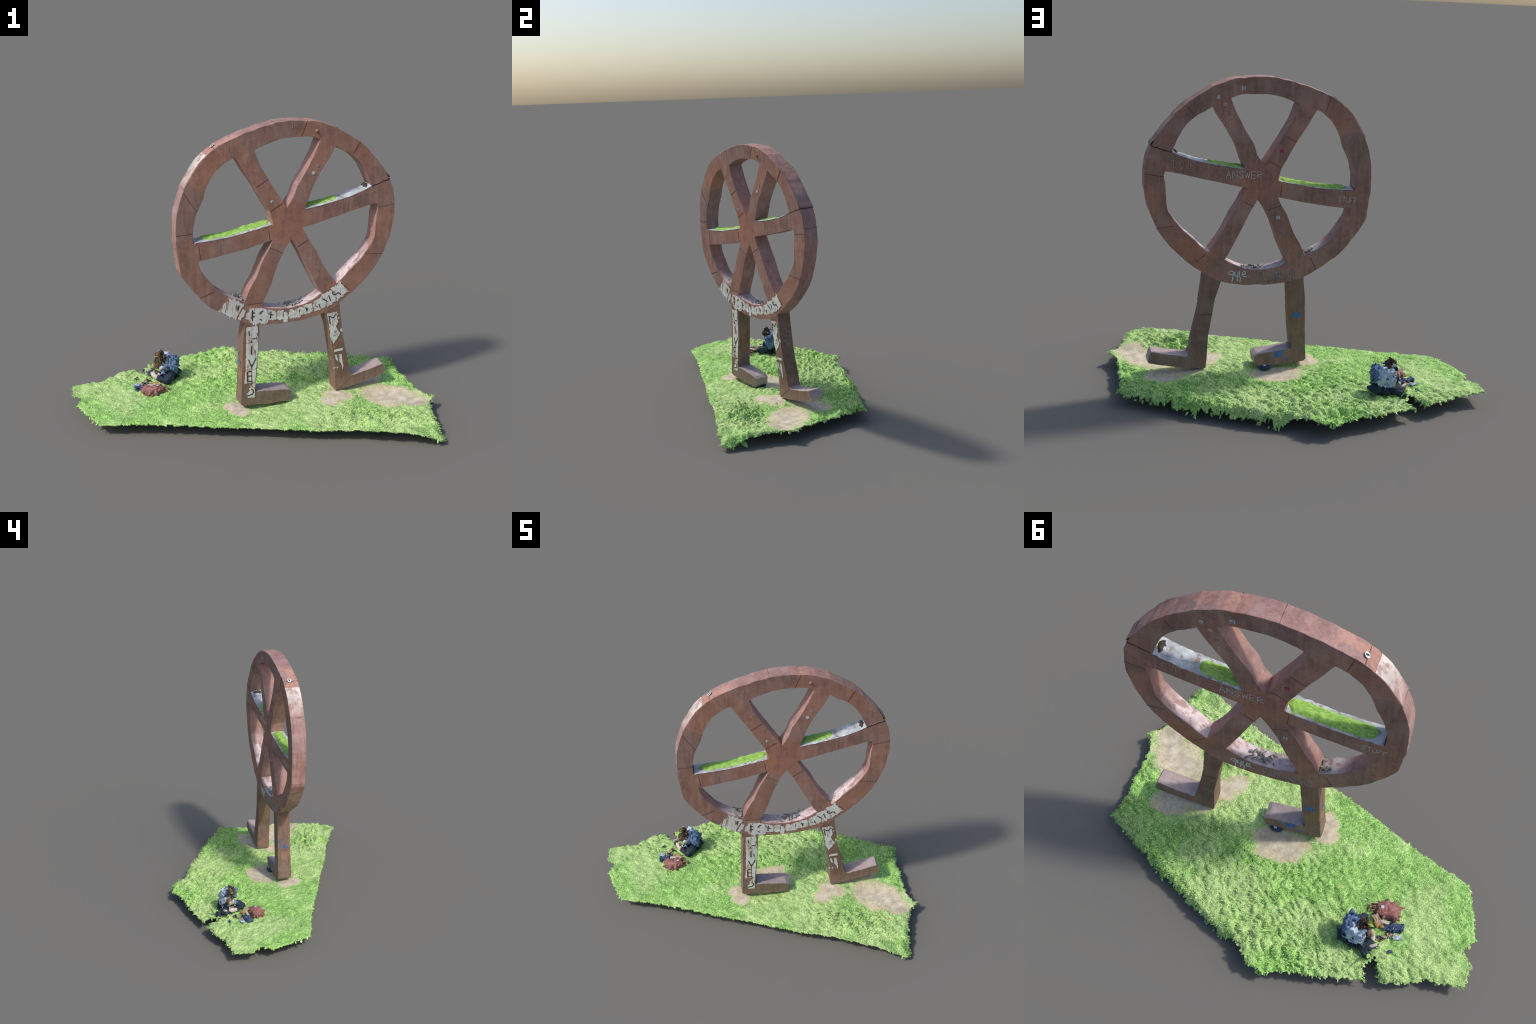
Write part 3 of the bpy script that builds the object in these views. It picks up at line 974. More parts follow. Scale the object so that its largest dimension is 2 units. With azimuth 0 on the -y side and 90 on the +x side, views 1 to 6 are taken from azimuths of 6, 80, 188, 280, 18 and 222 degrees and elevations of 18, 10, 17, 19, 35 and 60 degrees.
# rivet near the top and a round sticker on the outer rim face
rv = []
for i in range(5):
    a = i / 4 * math.pi / 2
    for k in range(12):
        w = 2 * math.pi * k / 12
        r = .009 * math.cos(a) + 0.0002
        rv.append(loc(.276 + r * math.cos(w), n_front(1.493) + .0085 * math.sin(a) + (-.001 if i == 0 else 0), 1.493 + r * math.sin(w)))
rf = [(12 * i + k, 12 * i + (k + 1) % 12, 12 * (i + 1) + (k + 1) % 12, 12 * (i + 1) + k) for i in range(4) for k in range(12)]
make_obj("rivet", rv, rf, plain("salmon_rivet", (0.42, 0.20, 0.14)), rim)
deg = math.degrees(math.atan2(1.452 - RIM_C[1], -.232 - RIM_C[0]))
rad = np.interp(deg, np.arange(0, 370, 10), OUTER_R + OUTER_R[:1])
ca, sa = math.cos(math.radians(deg)), math.sin(math.radians(deg))


def on_rim_top(du, dn, lift):
    return loc(RIM_C[0] + ca * (rad + lift) - sa * du, .205 + dn, RIM_C[1] + sa * (rad + lift) + ca * du)


disc = [on_rim_top(0, 0, .0042)] + [on_rim_top(.0125 * math.cos(w), .0125 * math.sin(w), .0042) for w in np.linspace(0, 2 * math.pi, 20, endpoint=False)]
make_obj("sticker", disc, [(0, 1 + k, 1 + (k + 1) % 20) for k in range(20)], MAT_WHITETAG, rim)
mk = [on_rim_top(a * .007 + b * .0018, a * .003 - b * .003, .0052) for a, b in ((-1, -1), (1, -1), (1, 1), (-1, 1))]
make_obj("sticker_mark", mk, [(0, 1, 2, 3)], MAT_INK, rim)


# pale crust and moss lying on top of the two level spokes
def spoke_top(a, side_left):
    P = edges[a][1] if side_left else edges[a][0]
    return P


def top_sheet(name, P, t0, t1, u0, u1, lift, bulge, mat, parent, nu=14, ragged=0.004, step=0.006, round_ends=False, seed=0.0):
    """lumpy sheet lying on an upward edge; u runs front (0) to back (1)"""
    P = P[np.argsort(P[:, 0])]
    ts = np.arange(t0, t1 + step, step)
    zs = np.interp(ts, P[:, 0], P[:, 1])
    vs, fs = [], []
    for i, (t, z) in enumerate(zip(ts, zs)):
        e = min(t - t0, t1 - t)
        pinch = 1.0
        if round_ends:
            pinch = min(1.0, math.sqrt(max(0.0, e + .001) / 0.03))
        mid = (u0 + u1) / 2
        for j in range(nu + 1):
            f = j / nu
            u = mid + (u0 + (u1 - u0) * f - mid) * pinch
            w = ragged * nz(t, j, seed, 45)
            rim_f = min(1.0, 4 * min(f, 1 - f)) * (min(1.0, e / 0.02) if round_ends else 1)
            zz = z + lift * (0.15 + 0.85 * rim_f) + bulge * rim_f * (0.8 + 0.9 * nz(t, u * 0.09, seed, 40) + 0.6 * nz(t, u * .09, seed, 130))
            nn = n_front(z) * (1 - u) + n_back(z) * u + w * (0 if 0 < j < nu else 1)
            vs.append(loc(t, nn, zz))
    for i in range(len(ts) - 1):
        for j in range(nu):
            k = i * (nu + 1) + j
            fs.append((k, k + nu + 1, k + nu + 2, k + 1))
    return make_obj(name, vs, fs, mat, parent)


PL, PR = edges[192.0][0], edges[11.4][1]
top_sheet("lichen_crust", PL, -.350, .040, -.01, 1.01, .0035, .003, MAT_COAT, s3, seed=1)
top_sheet("lichen_crust", PR, .215, .565, -.01, 1.01, .0035, .004, MAT_COAT, s0, seed=2)
top_sheet("moss_cushion", PL, -.322, .046, .12, .93, .010, .006, MAT_MOSS, s3, seed=3, round_ends=True)
top_sheet("moss_cushion", PR, .205, .405, .12, .93, .010, .004, MAT_MOSS, s0, seed=4, round_ends=True)
top_sheet("soot_patch", PR, .530, .572, .0, 1.0, .008, .008, plain("black_soot_leaves", (0.06, 0.05, 0.045), 0.9, 0.6, 60), s0, seed=6, round_ends=True)


# leaf litter lying in the lower rim
def leaf_bit(c, L, W, rnd):
    d = V((rnd.uniform(-1, 1), rnd.uniform(-1, 1), rnd.uniform(-.3, .6))).normalized()
    s = d.cross(V((rnd.uniform(-.4, .4), rnd.uniform(-.4, .4), 1))).normalized()
    up = s.cross(d)
    vs, fs = [], []
    for i, (a, w) in enumerate(((-1, .15), (-.5, .8), (0, 1), (.5, .7), (1, .1))):
        m = c + d * L * a + up * L * (.35 - .35 * a * a)
        vs += [m - s * W * w, m + up * .002 * w - V((0, 0, .0015)), m + s * W * w]
        if i:
            k = 3 * i
            fs += [(k - 3, k - 2, k + 1, k), (k - 2, k - 1, k + 2, k + 1)]
    return vs, fs


MAT_LITTER = plain("grey_leaf_litter", (0.22, 0.22, 0.20), 0.9, 0.75, 90)
rl_ = random.Random(11)
for (t, z, w, n) in ((.155, .601, .06, 34), (-.118, .672, .035, 26)):
    parts = []
    for _ in range(n):
        tt = t + rl_.uniform(-w, w)
        u = rl_.uniform(.2, .85)
        zz = np.interp(tt, [-.16, -.11, -.01, .06, .15, .25], [.69, .664, .622, .600, .597, .615]) + .004
        parts.append(leaf_bit(loc(tt, n_front(z) * (1 - u) + n_back(z) * u, zz), rl_.uniform(.006, .016), rl_.uniform(.003, .007), rl_))
    make_obj("leaf_litter", *join_parts(parts), MAT_LITTER, rim, False, "stuff")


# blue and white scribbles on the side faces of the legs
def side_strokes(name, P, leg_pts, width, mat, parent, n, zr, rnd, out):
    """random pen loops on a leg's side; out=+1 toward +t, -1 toward -t"""
    Lp = np.array(leg_pts)
    paths = []
    for _ in range(n):
        u, z = rnd.uniform(*P), rnd.uniform(*zr)
        q = [(u, z)]
        for _ in range(6):
            u = min(.9, max(.1, u + rnd.uniform(-.22, .22)))
            z = z + rnd.uniform(-.014, .014)
            q.append((u, z))
        paths.append(q)
    vs, fs = [], []
    for q in paths:
        for (u0, z0), (u1, z1) in zip(q[:-1], q[1:]):
            k = len(vs)
            for u, z, dz in ((u0, z0, -1), (u0, z0, 1), (u1, z1, 1), (u1, z1, -1)):
                z = z + dz * width / 2
                t = np.interp(z, Lp[:, 1], Lp[:, 0]) + out * 0.0042
                vs.append(loc(t, n_front(z) * (1 - u) + n_back(z) * u, z))
            fs.append((k, k + 1, k + 2, k + 3))
    return make_obj(name, vs, fs, mat, parent, False)


left_side = sorted([p for p in LEG_LEFT[1:6]], key=lambda p: p[1])
left_in = sorted(LEG_LEFT[17:21], key=lambda p: p[1])
right_out = sorted(LEG_RIGHT[16:22], key=lambda p: p[1])
rs = random.Random(5)
side_strokes("blue_scribble", (.3, .8), left_side, .003, MAT_BLUE, LL, 5, (.318, .336), rs, -1)
side_strokes("blue_scribble", (.4, .7), left_side, .0016, plain("pale_blue_marker", (0.15, 0.22, 0.30)), LL, 2, (.385, .395), rs, -1)
side_strokes("blue_scribble", (.3, .8), left_in, .002, MAT_BLUE, LL, 4, (.195, .235), rs, 1)
side_strokes("white_scrawl", (.25, .7), right_out, .0016, plain("white_chalk_scrawl", (0.36, 0.31, 0.29), 0.9), part_obj["leg_right"], 7, (.455, .49), rs, 1)
side_strokes("white_scrawl", (.3, .8), right_out, .0016, plain("white_chalk_scrawl_low", (0.36, 0.31, 0.29), 0.9), part_obj["leg_right"], 8, (.385, .425), rs, 1)

# ------------------------------------------------------------------ lawn patch
# border of the torn-out sheet: (x, y, height of the border)
BORDER = [(-.729, -.483, .069), (-.564, -.467, .068), (-.423, -.461, .067), (-.290, -.461, .067), (-.157, -.467, .066), (-.029, -.463, .066),
          (.139, -.460, .066), (.293, -.470, .066), (.430, -.463, .066), (.549, -.456, .070), (.673, -.468, .074), (.791, -.470, .074), (.903, -.478, .060),
          (1.00, -.466, .022), (.990, -.395, .026), (.965, -.330, .054), (.952, -.230, .060), (.945, -.130, .066), (.975, -.067, .076), (.910, -.014, .068),
          (.868, .072, .066), (.836, .156, .066), (.803, .222, .066), (.776, .315, .068), (.764, .384, .070), (.708, .391, .046), (.590, .403, .044),
          (.455, .422, .040), (.365, .438, .020), (.330, .428, .044), (.205, .443, .040), (.062, .452, .034), (-.038, .458, .006), (-.085, .438, .050), (-.125, .440, .070),
          (-.156, .452, .086), (-.185, .470, .092), (-.232, .486, .085), (-.300, .472, .075), (-.367, .400, .074), (-.481, .326, .074), (-.656, .190, .068),
          (-.612, .150, .078), (-.615, .085, .088), (-.645, .098, .082), (-.672, .140, .075), (-.705, .156, .073), (-.770, .108, .073), (-.835, .047, .070),
          (-.832, .016, .070), (-.894, -.004, .070), (-1.000, -.069, .074), (-.962, -.180, .070), (-.897, -.202, .070), (-.912, -.275, .066), (-.829, -.378, .066)]
# ground heights inside
HEIGHTS = [(-.05, .19, .087), (.15, .29, .085), (-.25, -.136, .081), (.308, .239, .081), (.84, -.327, .076), (.86, -.21, .082), (.67, -.17, .054),
           (.087, .073, .058), (.12, -.1, .048), (.05, -.02, .046), (.02, -.15, .052), (.17, -.02, .052), (.62, .16, .058), (.56, .1, .060), (.75, -.06, .054), (.86, -.1, .060), (.68, -.04, .056), (.70, .25, .074), (-.03, -.3, .066), (-.73, -.48, .069), (-.5, -.3, .076), (-.9, -.2, .070),
           (-1., -.06, .075), (-.65, .1, .080), (-.52, -.1, .078), (-.3, .4, .070), (-.17, .42, .088), (-.38, .33, .074), (.45, -.3, .072), (.2, -.46, .067), (.55, -.45, .067),
           (.9, -.42, .066), (.7, -.38, .074), (.93, -.3, .076), (.8, -.44, .070), (.75, .34, .088), (.79, .08, .060), (.05, .42, .090), (.5, .39, .090), (.65, .36, .090), (.3, .40, .090), (.83, .1, .072), (.4, .33, .083), (.45, .02, .074), (.3, -.1, .076), (.92, -.1, .066), (-.2, -.38, .075), (.24, -.35, .074)]
# worn earth: (x, y, long radius, short radius, turn)
BARE = [(.070, -.055, .160, .100, .42), (-.070, -.235, .060, .055, .4), (-.035, -.290, .060, .060, 0), (.600, .125, .125, .090, .42), (.500, .040, .10, .06, .42),
        (.745, -.060, .175, .130, -.25), (.860, -.120, .085, .085, 0), (.470, -.085, .095, .050, -.1), (.425, -.150, .060, .060, 0.1)]
GRASS_ROT = 0.0
hp = np.array(HEIGHTS)
bp = np.array(BORDER)
poly_xy = bp[:, :2]


def bare_value(P):
    """<1 inside worn earth"""
    best = np.full(len(P), 9.0)
    for x, y, a, b, r in BARE:
        d = P - (x, y)
        c, s = math.cos(r), math.sin(r)
        u, v = (d[:, 0] * c + d[:, 1] * s) / a, (-d[:, 0] * s + d[:, 1] * c) / b
        best = np.minimum(best, np.hypot(u, v))
    return best


def ground_height(P):
    d = np.hypot(P[:, None, 0] - hp[:, 0], P[:, None, 1] - hp[:, 1]) + 0.02
    w = d ** -3.0
    return (w * hp[:, 2]).sum(1) / w.sum(1)


h = 0.0062
gx, gy = np.meshgrid(np.arange(-1.03, 1.03, h), np.arange(-.50, .50, h * .866))
gx[::2] += h / 2
rows, cols = gx.shape
Q = np.c_[gx.ravel(), gy.ravel()]
jit = np.random.default_rng(4)
Q = Q + jit.uniform(-.0018, .0018, Q.shape)
ins = inside(poly_xy, Q)
d, k, fr = edge_dist(poly_xy, Q, want=True)
sd = np.where(ins, d, -d)
jag = np.array([nz(x, y, 1, 26) * .007 + nz(x, y, 2, 70) * .006 for x, y in Q])
use = sd + jag > 0.002
cx, cyc = 0.0, 0.0
k2 = (k + 1) % len(bp)
z_edge = bp[k, 2] * (1 - fr) + bp[k2, 2] * fr
zi = ground_height(Q)
bare = bare_value(Q) + np.array([nz(x, y, 3, 22) * .30 + nz(x, y, 8, 60) * .12 for x, y in Q])
turf = np.clip((bare - .92) / .22, 0, 1)
fall = np.exp(-(np.maximum(sd, 0) / np.where((Q[:, 1] < -.36) & (Q[:, 0] > .88), .035, .013)) ** 1.8)
Z = zi * (1 - fall) + z_edge * fall
LZ, LX, LY = np.zeros(len(Q)), np.zeros(len(Q)), np.zeros(len(Q))
shag = np.ones(len(Q))
for i, (x, y) in enumerate(Q):
    if not use[i]:
        continue
    t = turf[i]
    lump = .0050 * nz(x, y, 0, 9) + .0055 * nz(x, y, 4, 24) * (.35 + .65 * t)
    # tufts: cells with hollows between them, stretched along the mowing direction
    wx, wy = x + .014 * nz(x, y, 31, 30), y + .014 * nz(x, y, 33, 30)
    dist_, _ = noise.voronoi(V((wx * 15 + wy * 5, wy * 25, 0.0)))
    gap = min(1.0, (dist_[1] - dist_[0]) * 2.2)
    leaf = .015 * gap + abs(nz(x, y, 6, 55)) * .010 + abs(nz(x, y, 7, 120)) * .004
    # thicker weeds at the front right and the shaggy strip at the back
    weeds = math.exp(-(((x - .66) / .20) ** 2 + ((y + .31) / .11) ** 2)) + 0.9 * math.exp(-(((x + .30) / .28) ** 2 + ((y - .33) / .10) ** 2))
    mown = 1 / (1 + math.exp((y + .05 + .12 * nz(x, y, 21, 3)) * 16)) * (1 - min(1.0, 1.3 * weeds))
    rel = 1 - .62 * mown
    LZ[i] = lump + t * rel * (leaf * (1 + 1.0 * weeds)) - t * rel * .0108 * (1 + .5 * weeds)
    shag[i] = rel
    LX[i] = t * rel * .0050 * nz(x, y, 12, 75)
    LY[i] = t * rel * .0050 * nz(x, y, 15, 75)
edge_soft = np.clip(1 - fall * .5, 0, 1)
Zf = np.maximum(Z + LZ * edge_soft, 0.004)
gv = np.c_[Q[:, 0] + LX, Q[:, 1] + LY, Zf]
gv[:, 0] = np.clip(gv[:, 0], -1.0, 1.0)
gv[:, 1] = np.clip(gv[:, 1], -.487, .487)
idg = np.arange(rows * cols).reshape(rows, cols)
tri = []
for r in range(rows - 1):
    a, b = idg[r], idg[r + 1]
    if r % 2 == 0:  # this row is shifted right
        tri.append(np.c_[a[:-1], b[1:], b[:-1]]); tri.append(np.c_[a[:-1], a[1:], b[1:]])
    else:
        tri.append(np.c_[a[:-1], a[1:], b[:-1]]); tri.append(np.c_[a[1:], b[1:], b[:-1]])
tri = np.vstack(tri)
tri = tri[use[tri].all(1)]
# drop slivers that hang on by themselves, then give the sheet its thickness
used = np.unique(tri)
remap = -np.ones(len(Q), int)
remap[used] = np.arange(len(used))
tri = remap[tri]
top = gv[used]
nb_ = len(top)
bottom = top - np.array((0, 0, 1)) * np.clip(np.minimum(.007, top[:, 2:3] - 0.0005), 0.0005, None)
bottom[:, 2] = np.maximum(bottom[:, 2], 0.0)
ecount = {}
for a, b, c in tri:
    for e in ((a, b), (b, c), (c, a)):
        ecount[(int(e[0]), int(e[1]))] = 1
side = [(a, a + nb_, b + nb_, b) for (a, b) in ecount if (b, a) not in ecount]
gfaces = [tuple(map(int, t)) for t in tri] + [tuple(int(i) + nb_ for i in t[::-1]) for t in tri] + side


def bare_mask_nodes(N):
    """the worn-earth ellipses again, as nodes (soft ragged border)"""
    best = None
    for x, y, a, b, r in BARE:
        # Mapping (POINT): scale, then rotate, then translate -> use two steps
        sh = N.mapping((1, 1, 0), (-x, -y, 0))
        ro = N.mapping((1, 1, 0), (0, 0, 0), (0, 0, -r), vec=sh)
        sc = N.mapping((1 / a, 1 / b, 0), vec=ro)
        l = N.length(sc)
        best = l if best is None else N.math("MINIMUM", best, l)
    n1 = N.math("MULTIPLY", N.math("SUBTRACT", N.noise(12, 7, 0.70), 0.5), 1.3)
    return N.math("ADD", best, n1)


def turf_material(name, blades=False):
    m, nt, b = new_mat(name, 0.85, 0.15)
    N = Nodes(nt)
    fibre = N.noise(1.0, 5, 0.65, vec=N.mapping((110, 34, 70), rot=(0, 0, 0.9)), dist=0.9)
    clump = N.noise(13, 5, 0.6)
    big = N.noise(3.2, 3, 0.5)
    f = N.math("ADD", N.math("MULTIPLY", fibre, .62), N.math("MULTIPLY", clump, .38))
    if blades:
        f = N.math("ADD", N.math("MULTIPLY", f, .45), N.math("MULTIPLY", N.island(), .32))
        f = N.math("ADD", f, .13)
    c = N.ramp(f, [(0.35, GRASS[0]), (0.45, GRASS[1]), (0.54, GRASS[2]), (0.66, GRASS[3])])
    c = N.mix(N.ramp(big, [(0.44, 0.0), (0.60, 0.6)]), c, N.ramp(f, [(0.3, scaled(STRAW, .55)), (0.65, STRAW)]))
    deep = N.noise(8, 5, 0.65, vec=N.mapping((1, 1, 1), (2, 6, 0)))
    c = N.mix(N.ramp(deep, [(0.52, 0.0), (0.64, 0.6)]), c, N.ramp(f, [(0.36, scaled(GRASS[0], .9)), (0.62, GRASS[1])]))
    speck = N.noise(1.0, 3, 0.6, vec=N.mapping((330, 150, 200), rot=(0, 0, 0.35)))
    c = N.mix(N.ramp(speck, [(0.53, 0.0), (0.62, 0.8)]), c, (0.76, 0.88, 0.48))
    c = N.mix(N.ramp(speck, [(0.38, 0.8), (0.47, 0.0)]), c, scaled(GRASS[1], .6))  # dark specks painted into the turf for shade in its crevices
    dryspots = N.noise(30, 4, 0.7, vec=N.mapping((1, 1, 1), (5, 5, 0)))
    c = N.mix(N.ramp(dryspots, [(0.62, 0.0), (0.74, 0.6)]), c, (0.46, 0.42, 0.20))
    if not blades:
        k = bare_mask_nodes(N)
        soil = N.ramp(N.noise(24, 6, 0.7), [(0.28, (0.38, 0.31, 0.22)), (0.48, (0.60, 0.52, 0.39)), (0.66, (0.78, 0.71, 0.56))])
        soil = N.mix(N.ramp(N.noise(70, 4, 0.7), [(0.5, 0.0), (0.75, 0.5)]), soil, (0.50, 0.43, 0.30))
        strawy = N.ramp(N.noise(90, 4, 0.7), [(0.35, (0.40, 0.36, 0.17)), (0.6, (0.74, 0.68, 0.44))])
        soil = N.mix(N.ramp(k, [(0.45, 0.0), (0.85, 0.85)]), soil, strawy)
        c = N.mix(N.ramp(k, [(0.84, 0.0), (0.98, 1.0)]), soil, c)
        N.bump(b, N.noise(110, 4, 0.7), 0.5, 0.004)
    N.link(c, b.inputs["Base Color"])
    return m


GRASS = [(0.065, 0.185, 0.030), (0.180, 0.425, 0.070), (0.330, 0.635, 0.140), (0.580, 0.860, 0.320)]
STRAW = (0.66, 0.80, 0.36)
MAT_TURF = turf_material("green_turf")
MAT_BLADE = turf_material("grass_blades_green", True)
lawn = empty("lawn_patch", (0, 0, 0), 0, "thin torn sheet of bright green lawn", "lawn")
turf_obj = make_obj("turf", np.vstack([top, bottom]).tolist(), gfaces, MAT_TURF, lawn)

# short blades: combed low over the turf, leaning outwards at the border
rb = random.Random(21)
bl_v, bl_f = [], []


def blade(p, d, L, w, lift):
    s = V((-d.y, d.x, 0)).normalized()
    k = len(bl_v)
    bl_v.extend([p - s * w, p + s * w])
    m = p + d * L * .55 + V((0, 0, lift * .8))
    bl_v.extend([m - s * w * .8, m + s * w * .8])
    bl_v.append(p + d * L + V((0, 0, lift)))
    bl_f.extend([(k, k + 1, k + 3, k + 2), (k + 2, k + 3, k + 4)])


sdu, turfu, shagu = sd[used], turf[used], shag[used]
for i in range(nb_):
    x, y, z = top[i]
    near = sdu[i] < .03
    if turfu[i] < .75 or rb.random() > (.28 if near else .02 + .12 * (shagu[i] > .7) + .16 * math.exp(-(((x - .66) / .25) ** 2 + ((y + .31) / .14) ** 2)) + .10 * (y > .2)):
        continue
    weeds = math.exp(-(((x - .66) / .20) ** 2 + ((y + .31) / .11) ** 2))
    a = 0.35 + 1.8 * nz(x, y, 2, 4) + rb.uniform(-.6, .6)
    if near:
        a = math.atan2(y * 1.2, x * .9) + rb.uniform(-.7, .7)
    d = V((math.cos(a), math.sin(a), 0))
    L = rb.uniform(.007, .017) * (1 + .4 * weeds)
    if near and sdu[i] < .012:
        L *= .7
    lift = rb.uniform(.000, .006) * (1 + weeds) if not near else rb.uniform(-.004, .003)
    blade(V((x, y, z - .001)), d, L, rb.uniform(.0012, .0030), lift)
for i in range(nb_):  # upright tufts along the far border
    x, y, z = top[i]
    if y > .27 and x > .1 and sdu[i] < .05 and turfu[i] > .7 and rb.random() < .22:
        a = rb.uniform(0, 2 * math.pi)
        blade(V((x, y, z - .002)), V((math.cos(a), math.sin(a), 0)), rb.uniform(.002, .006), rb.uniform(.0018, .0034), rb.uniform(.008, .020))
bn = len(BORDER)
for i in range(140):  # torn flakes hanging from the border
    j = rb.randrange(bn)
    u = rb.random()
    p0, p1 = V(BORDER[j]), V(BORDER[(j + 1) % bn])
    if p0.y < -.4 and p1.y < -.4 and p0.x < .85:
        continue
    p = p0.lerp(p1, u)
    e = (p1 - p0).normalized()
    out = V((e.y, -e.x, 0)).normalized()
    a = rb.uniform(-.8, .8)
    d = V((out.x * math.cos(a) - out.y * math.sin(a), out.x * math.sin(a) + out.y * math.cos(a), 0))
    blade(p - d * .008 + V((0, 0, rb.uniform(-.004, .004))), d, rb.uniform(.008, .017), rb.uniform(.004, .008), rb.uniform(-.022, .004))
bl_v = [V((max(-1.0, min(1.0, v.x)), max(-.487, min(.487, v.y)), max(.004, v.z))) for v in bl_v]
make_obj("grass_blades", bl_v, bl_f, MAT_BLADE, lawn, False, "stuff")

# a few taller weed leaves and a blue marked stone under the front foot
MAT_LEAF = plain("weed_leaf_green", (0.32, 0.56, 0.12), 0.7, 0.4, 30)


def long_leaf(p, d, L, w, name="weed_leaf"):
    d = V(d).normalized()
    s = d.cross(V((0, 0, 1))).normalized()
    vs, fs = [], []
    for i in range(6):
        u = i / 5
        c = V(p) + d * L * u + V((0, 0, -L * .25 * u * u))
        ww = w * (math.sin(math.pi * min(1, .15 + .85 * u)) + .05)
        c.z = max(c.z, .008)
        vs += [c - s * ww, c + V((0, 0, -.15 * ww)), c + s * ww]
        if i:
            k = 3 * i
            fs += [(k - 3, k - 2, k + 1, k), (k - 2, k - 1, k + 2, k + 1)]
    for q in vs:
        q.x = min(1.0, max(-1.0, q.x))
    return make_obj(name, vs, fs, MAT_LEAF, lawn)


for p, d, L, w in (((-.58, .135, .09), (-.35, .25, .9), .085, .008), ((-.20, .30, .09), (.4, .6, .5), .06, .003), ((-.16, .28, .09), (-.5, .6, .6), .05, .003),
                   
                   ((.95, -.36, .035), (.4, .35, -.2), .045, .018), ((.97, -.42, .03), (.2, .2, -.6), .03, .016), ((.905, -.43, .05), (.5, -.1, -.4), .05, .016),
                   ((.555, -.09, .065), (.3, -.4, .6), .03, .004), ((.565, -.095, .065), (.0, -.4, .8), .03, .004), ((.545, -.085, .065), (-.3, -.3, .7), .028, .004)):
    long_leaf(p, d, L, w)
clamp_leaf = None


# ------------------------------------------------------- soft lumpy bodies
def lump(name, centre, radii, mat, parent, rot=(0, 0, 0), amp=0.18, freq=30.0, box=2.0, seed=0.0, sub=4, fold=0.0, floor=None):
    """ellipsoid (box>2 squares it) with crumpled skin"""
    import bmesh

    bm = bmesh.new()
    bmesh.ops.create_icosphere(bm, subdivisions=sub, radius=1)
    M = Matrix.Rotation(rot[2], 3, "Z") @ Matrix.Rotation(rot[1], 3, "Y") @ Matrix.Rotation(rot[0], 3, "X")
    c = V(centre)
    for v in bm.verts:
        p = v.co.copy()
        m = (abs(p.x) ** box + abs(p.y) ** box + abs(p.z) ** box) ** (1 / box)
        p /= m
        q = M @ V((p.x * radii[0], p.y * radii[1], p.z * radii[2]))
        w = amp * nz(*(q + c), freq, seed) + amp * .6 * nz(*(q + c), freq * 2.7, seed + 2)
        w += fold * (abs(nz(*(q + c), freq * 1.6, seed + 5)) - .25)
        q *= 1 + w
        v.co = c + q
        if floor is not None:
            v.co.z = max(v.co.z, floor)
    me = bpy.data.meshes.new(name)
    bm.to_mesh(me)
    bm.free()
    me.materials.append(mat)
    me.polygons.foreach_set("use_smooth", [True] * len(me.polygons))
    o = bpy.data.objects.new(name, me)
    COLL.objects.link(o)
    o.parent = parent
    o.location = -V(parent.location)
    return o


def place(o, parent):
    o.parent = parent
    o.location = -V(parent.location)
    return o


def cloth_sheet(name, c, ax, ay, mat, parent, amp=.01, seed=0.0, n=14, thick=.002):
    """crumpled piece of cloth spanned by two vectors"""
    ax, ay, c = V(ax), V(ay), V(c)
    nn = ax.cross(ay).normalized()
    vs, fs = [], []
    for s in (0, 1):
        for i in range(n + 1):
            for j in range(n + 1):
                u, v = i / n - .5, j / n - .5
                e = 1 + .35 * nz(u * 3, v * 3, seed, 1.3)
                p = c + ax * u * e + ay * v * e
                p += nn * (amp * nz(u * 4, v * 4, seed, 1) + amp * .6 * nz(u * 9, v * 9, seed, 1) - s * thick)
                vs.append(p)
    m = (n + 1) ** 2
    for i in range(n):
        for j in range(n):
            k = i * (n + 1) + j
            q = (k, k + 1, k + n + 2, k + n + 1)
            fs.append(q[::-1]); fs.append(tuple(a + m for a in q))
    return place(make_obj(name, vs, fs, mat, None), parent)


person = empty("seated_person", (-.50, .06, .085), 0, "small person sitting on the grass in pale blue shirt", "person")
M_SHIRT = plain("pale_blue_shirt", (0.46, 0.56, 0.66), 0.8, 0.22, 30)
M_DENIM = plain("denim_jacket", (0.12, 0.19, 0.33), 0.85, 0.5, 55)
M_HAIR = plain("brown_hair", (0.105, 0.075, 0.055), 0.7, 0.6, 70)
M_NAVY = plain("dark_navy_trousers", (0.030, 0.045, 0.065), 0.85, 0.45, 40)
M_SKIN = plain("skin", (0.48, 0.35, 0.28), 0.6, 0.15, 40)
M_SHOE = plain("cream_shoe", (0.58, 0.52, 0.47), 0.7, 0.15, 40)
M_BROWN = plain("brown_scarf", (0.22, 0.13, 0.06), 0.8, 0.6, 70)
lump("torso", (-.497, .072, .155), (.045, .034, .055), M_SHIRT, person, (0, 0, .5), .22, 34, 2.6, 1, fold=.6)
cloth_sheet("shirt_hem", (-.508, .104, .135), (.085, .03, .0), (.0, .01, .05), M_SHIRT, person, .008, 3)
lump("sleeve", (-.452, .060, .160), (.026, .045, .045), M_DENIM, person, (.1, 0, .35), .28, 34, 2.4, 2, fold=.6)
cloth_sheet("jacket_flap", (-.437, .050, .175), (.01, .055, .02), (.012, .0, .06), M_DENIM, person, .012, 5)
cloth_sheet("jacket_flap", (-.440, .088, .152), (.03, .04, .0), (.0, .012, .05), M_DENIM, person, .010, 8)
cloth_sheet("jacket_flap", (-.448, .026, .190), (.022, .012, .012), (-.008, .0, .03), M_DENIM, person, .008, 11)
lump("head", (-.515, .046, .190), (.026, .025, .036), M_HAIR, person, (.1, .1, .3), .5, 48, 2, 3, fold=1.0)
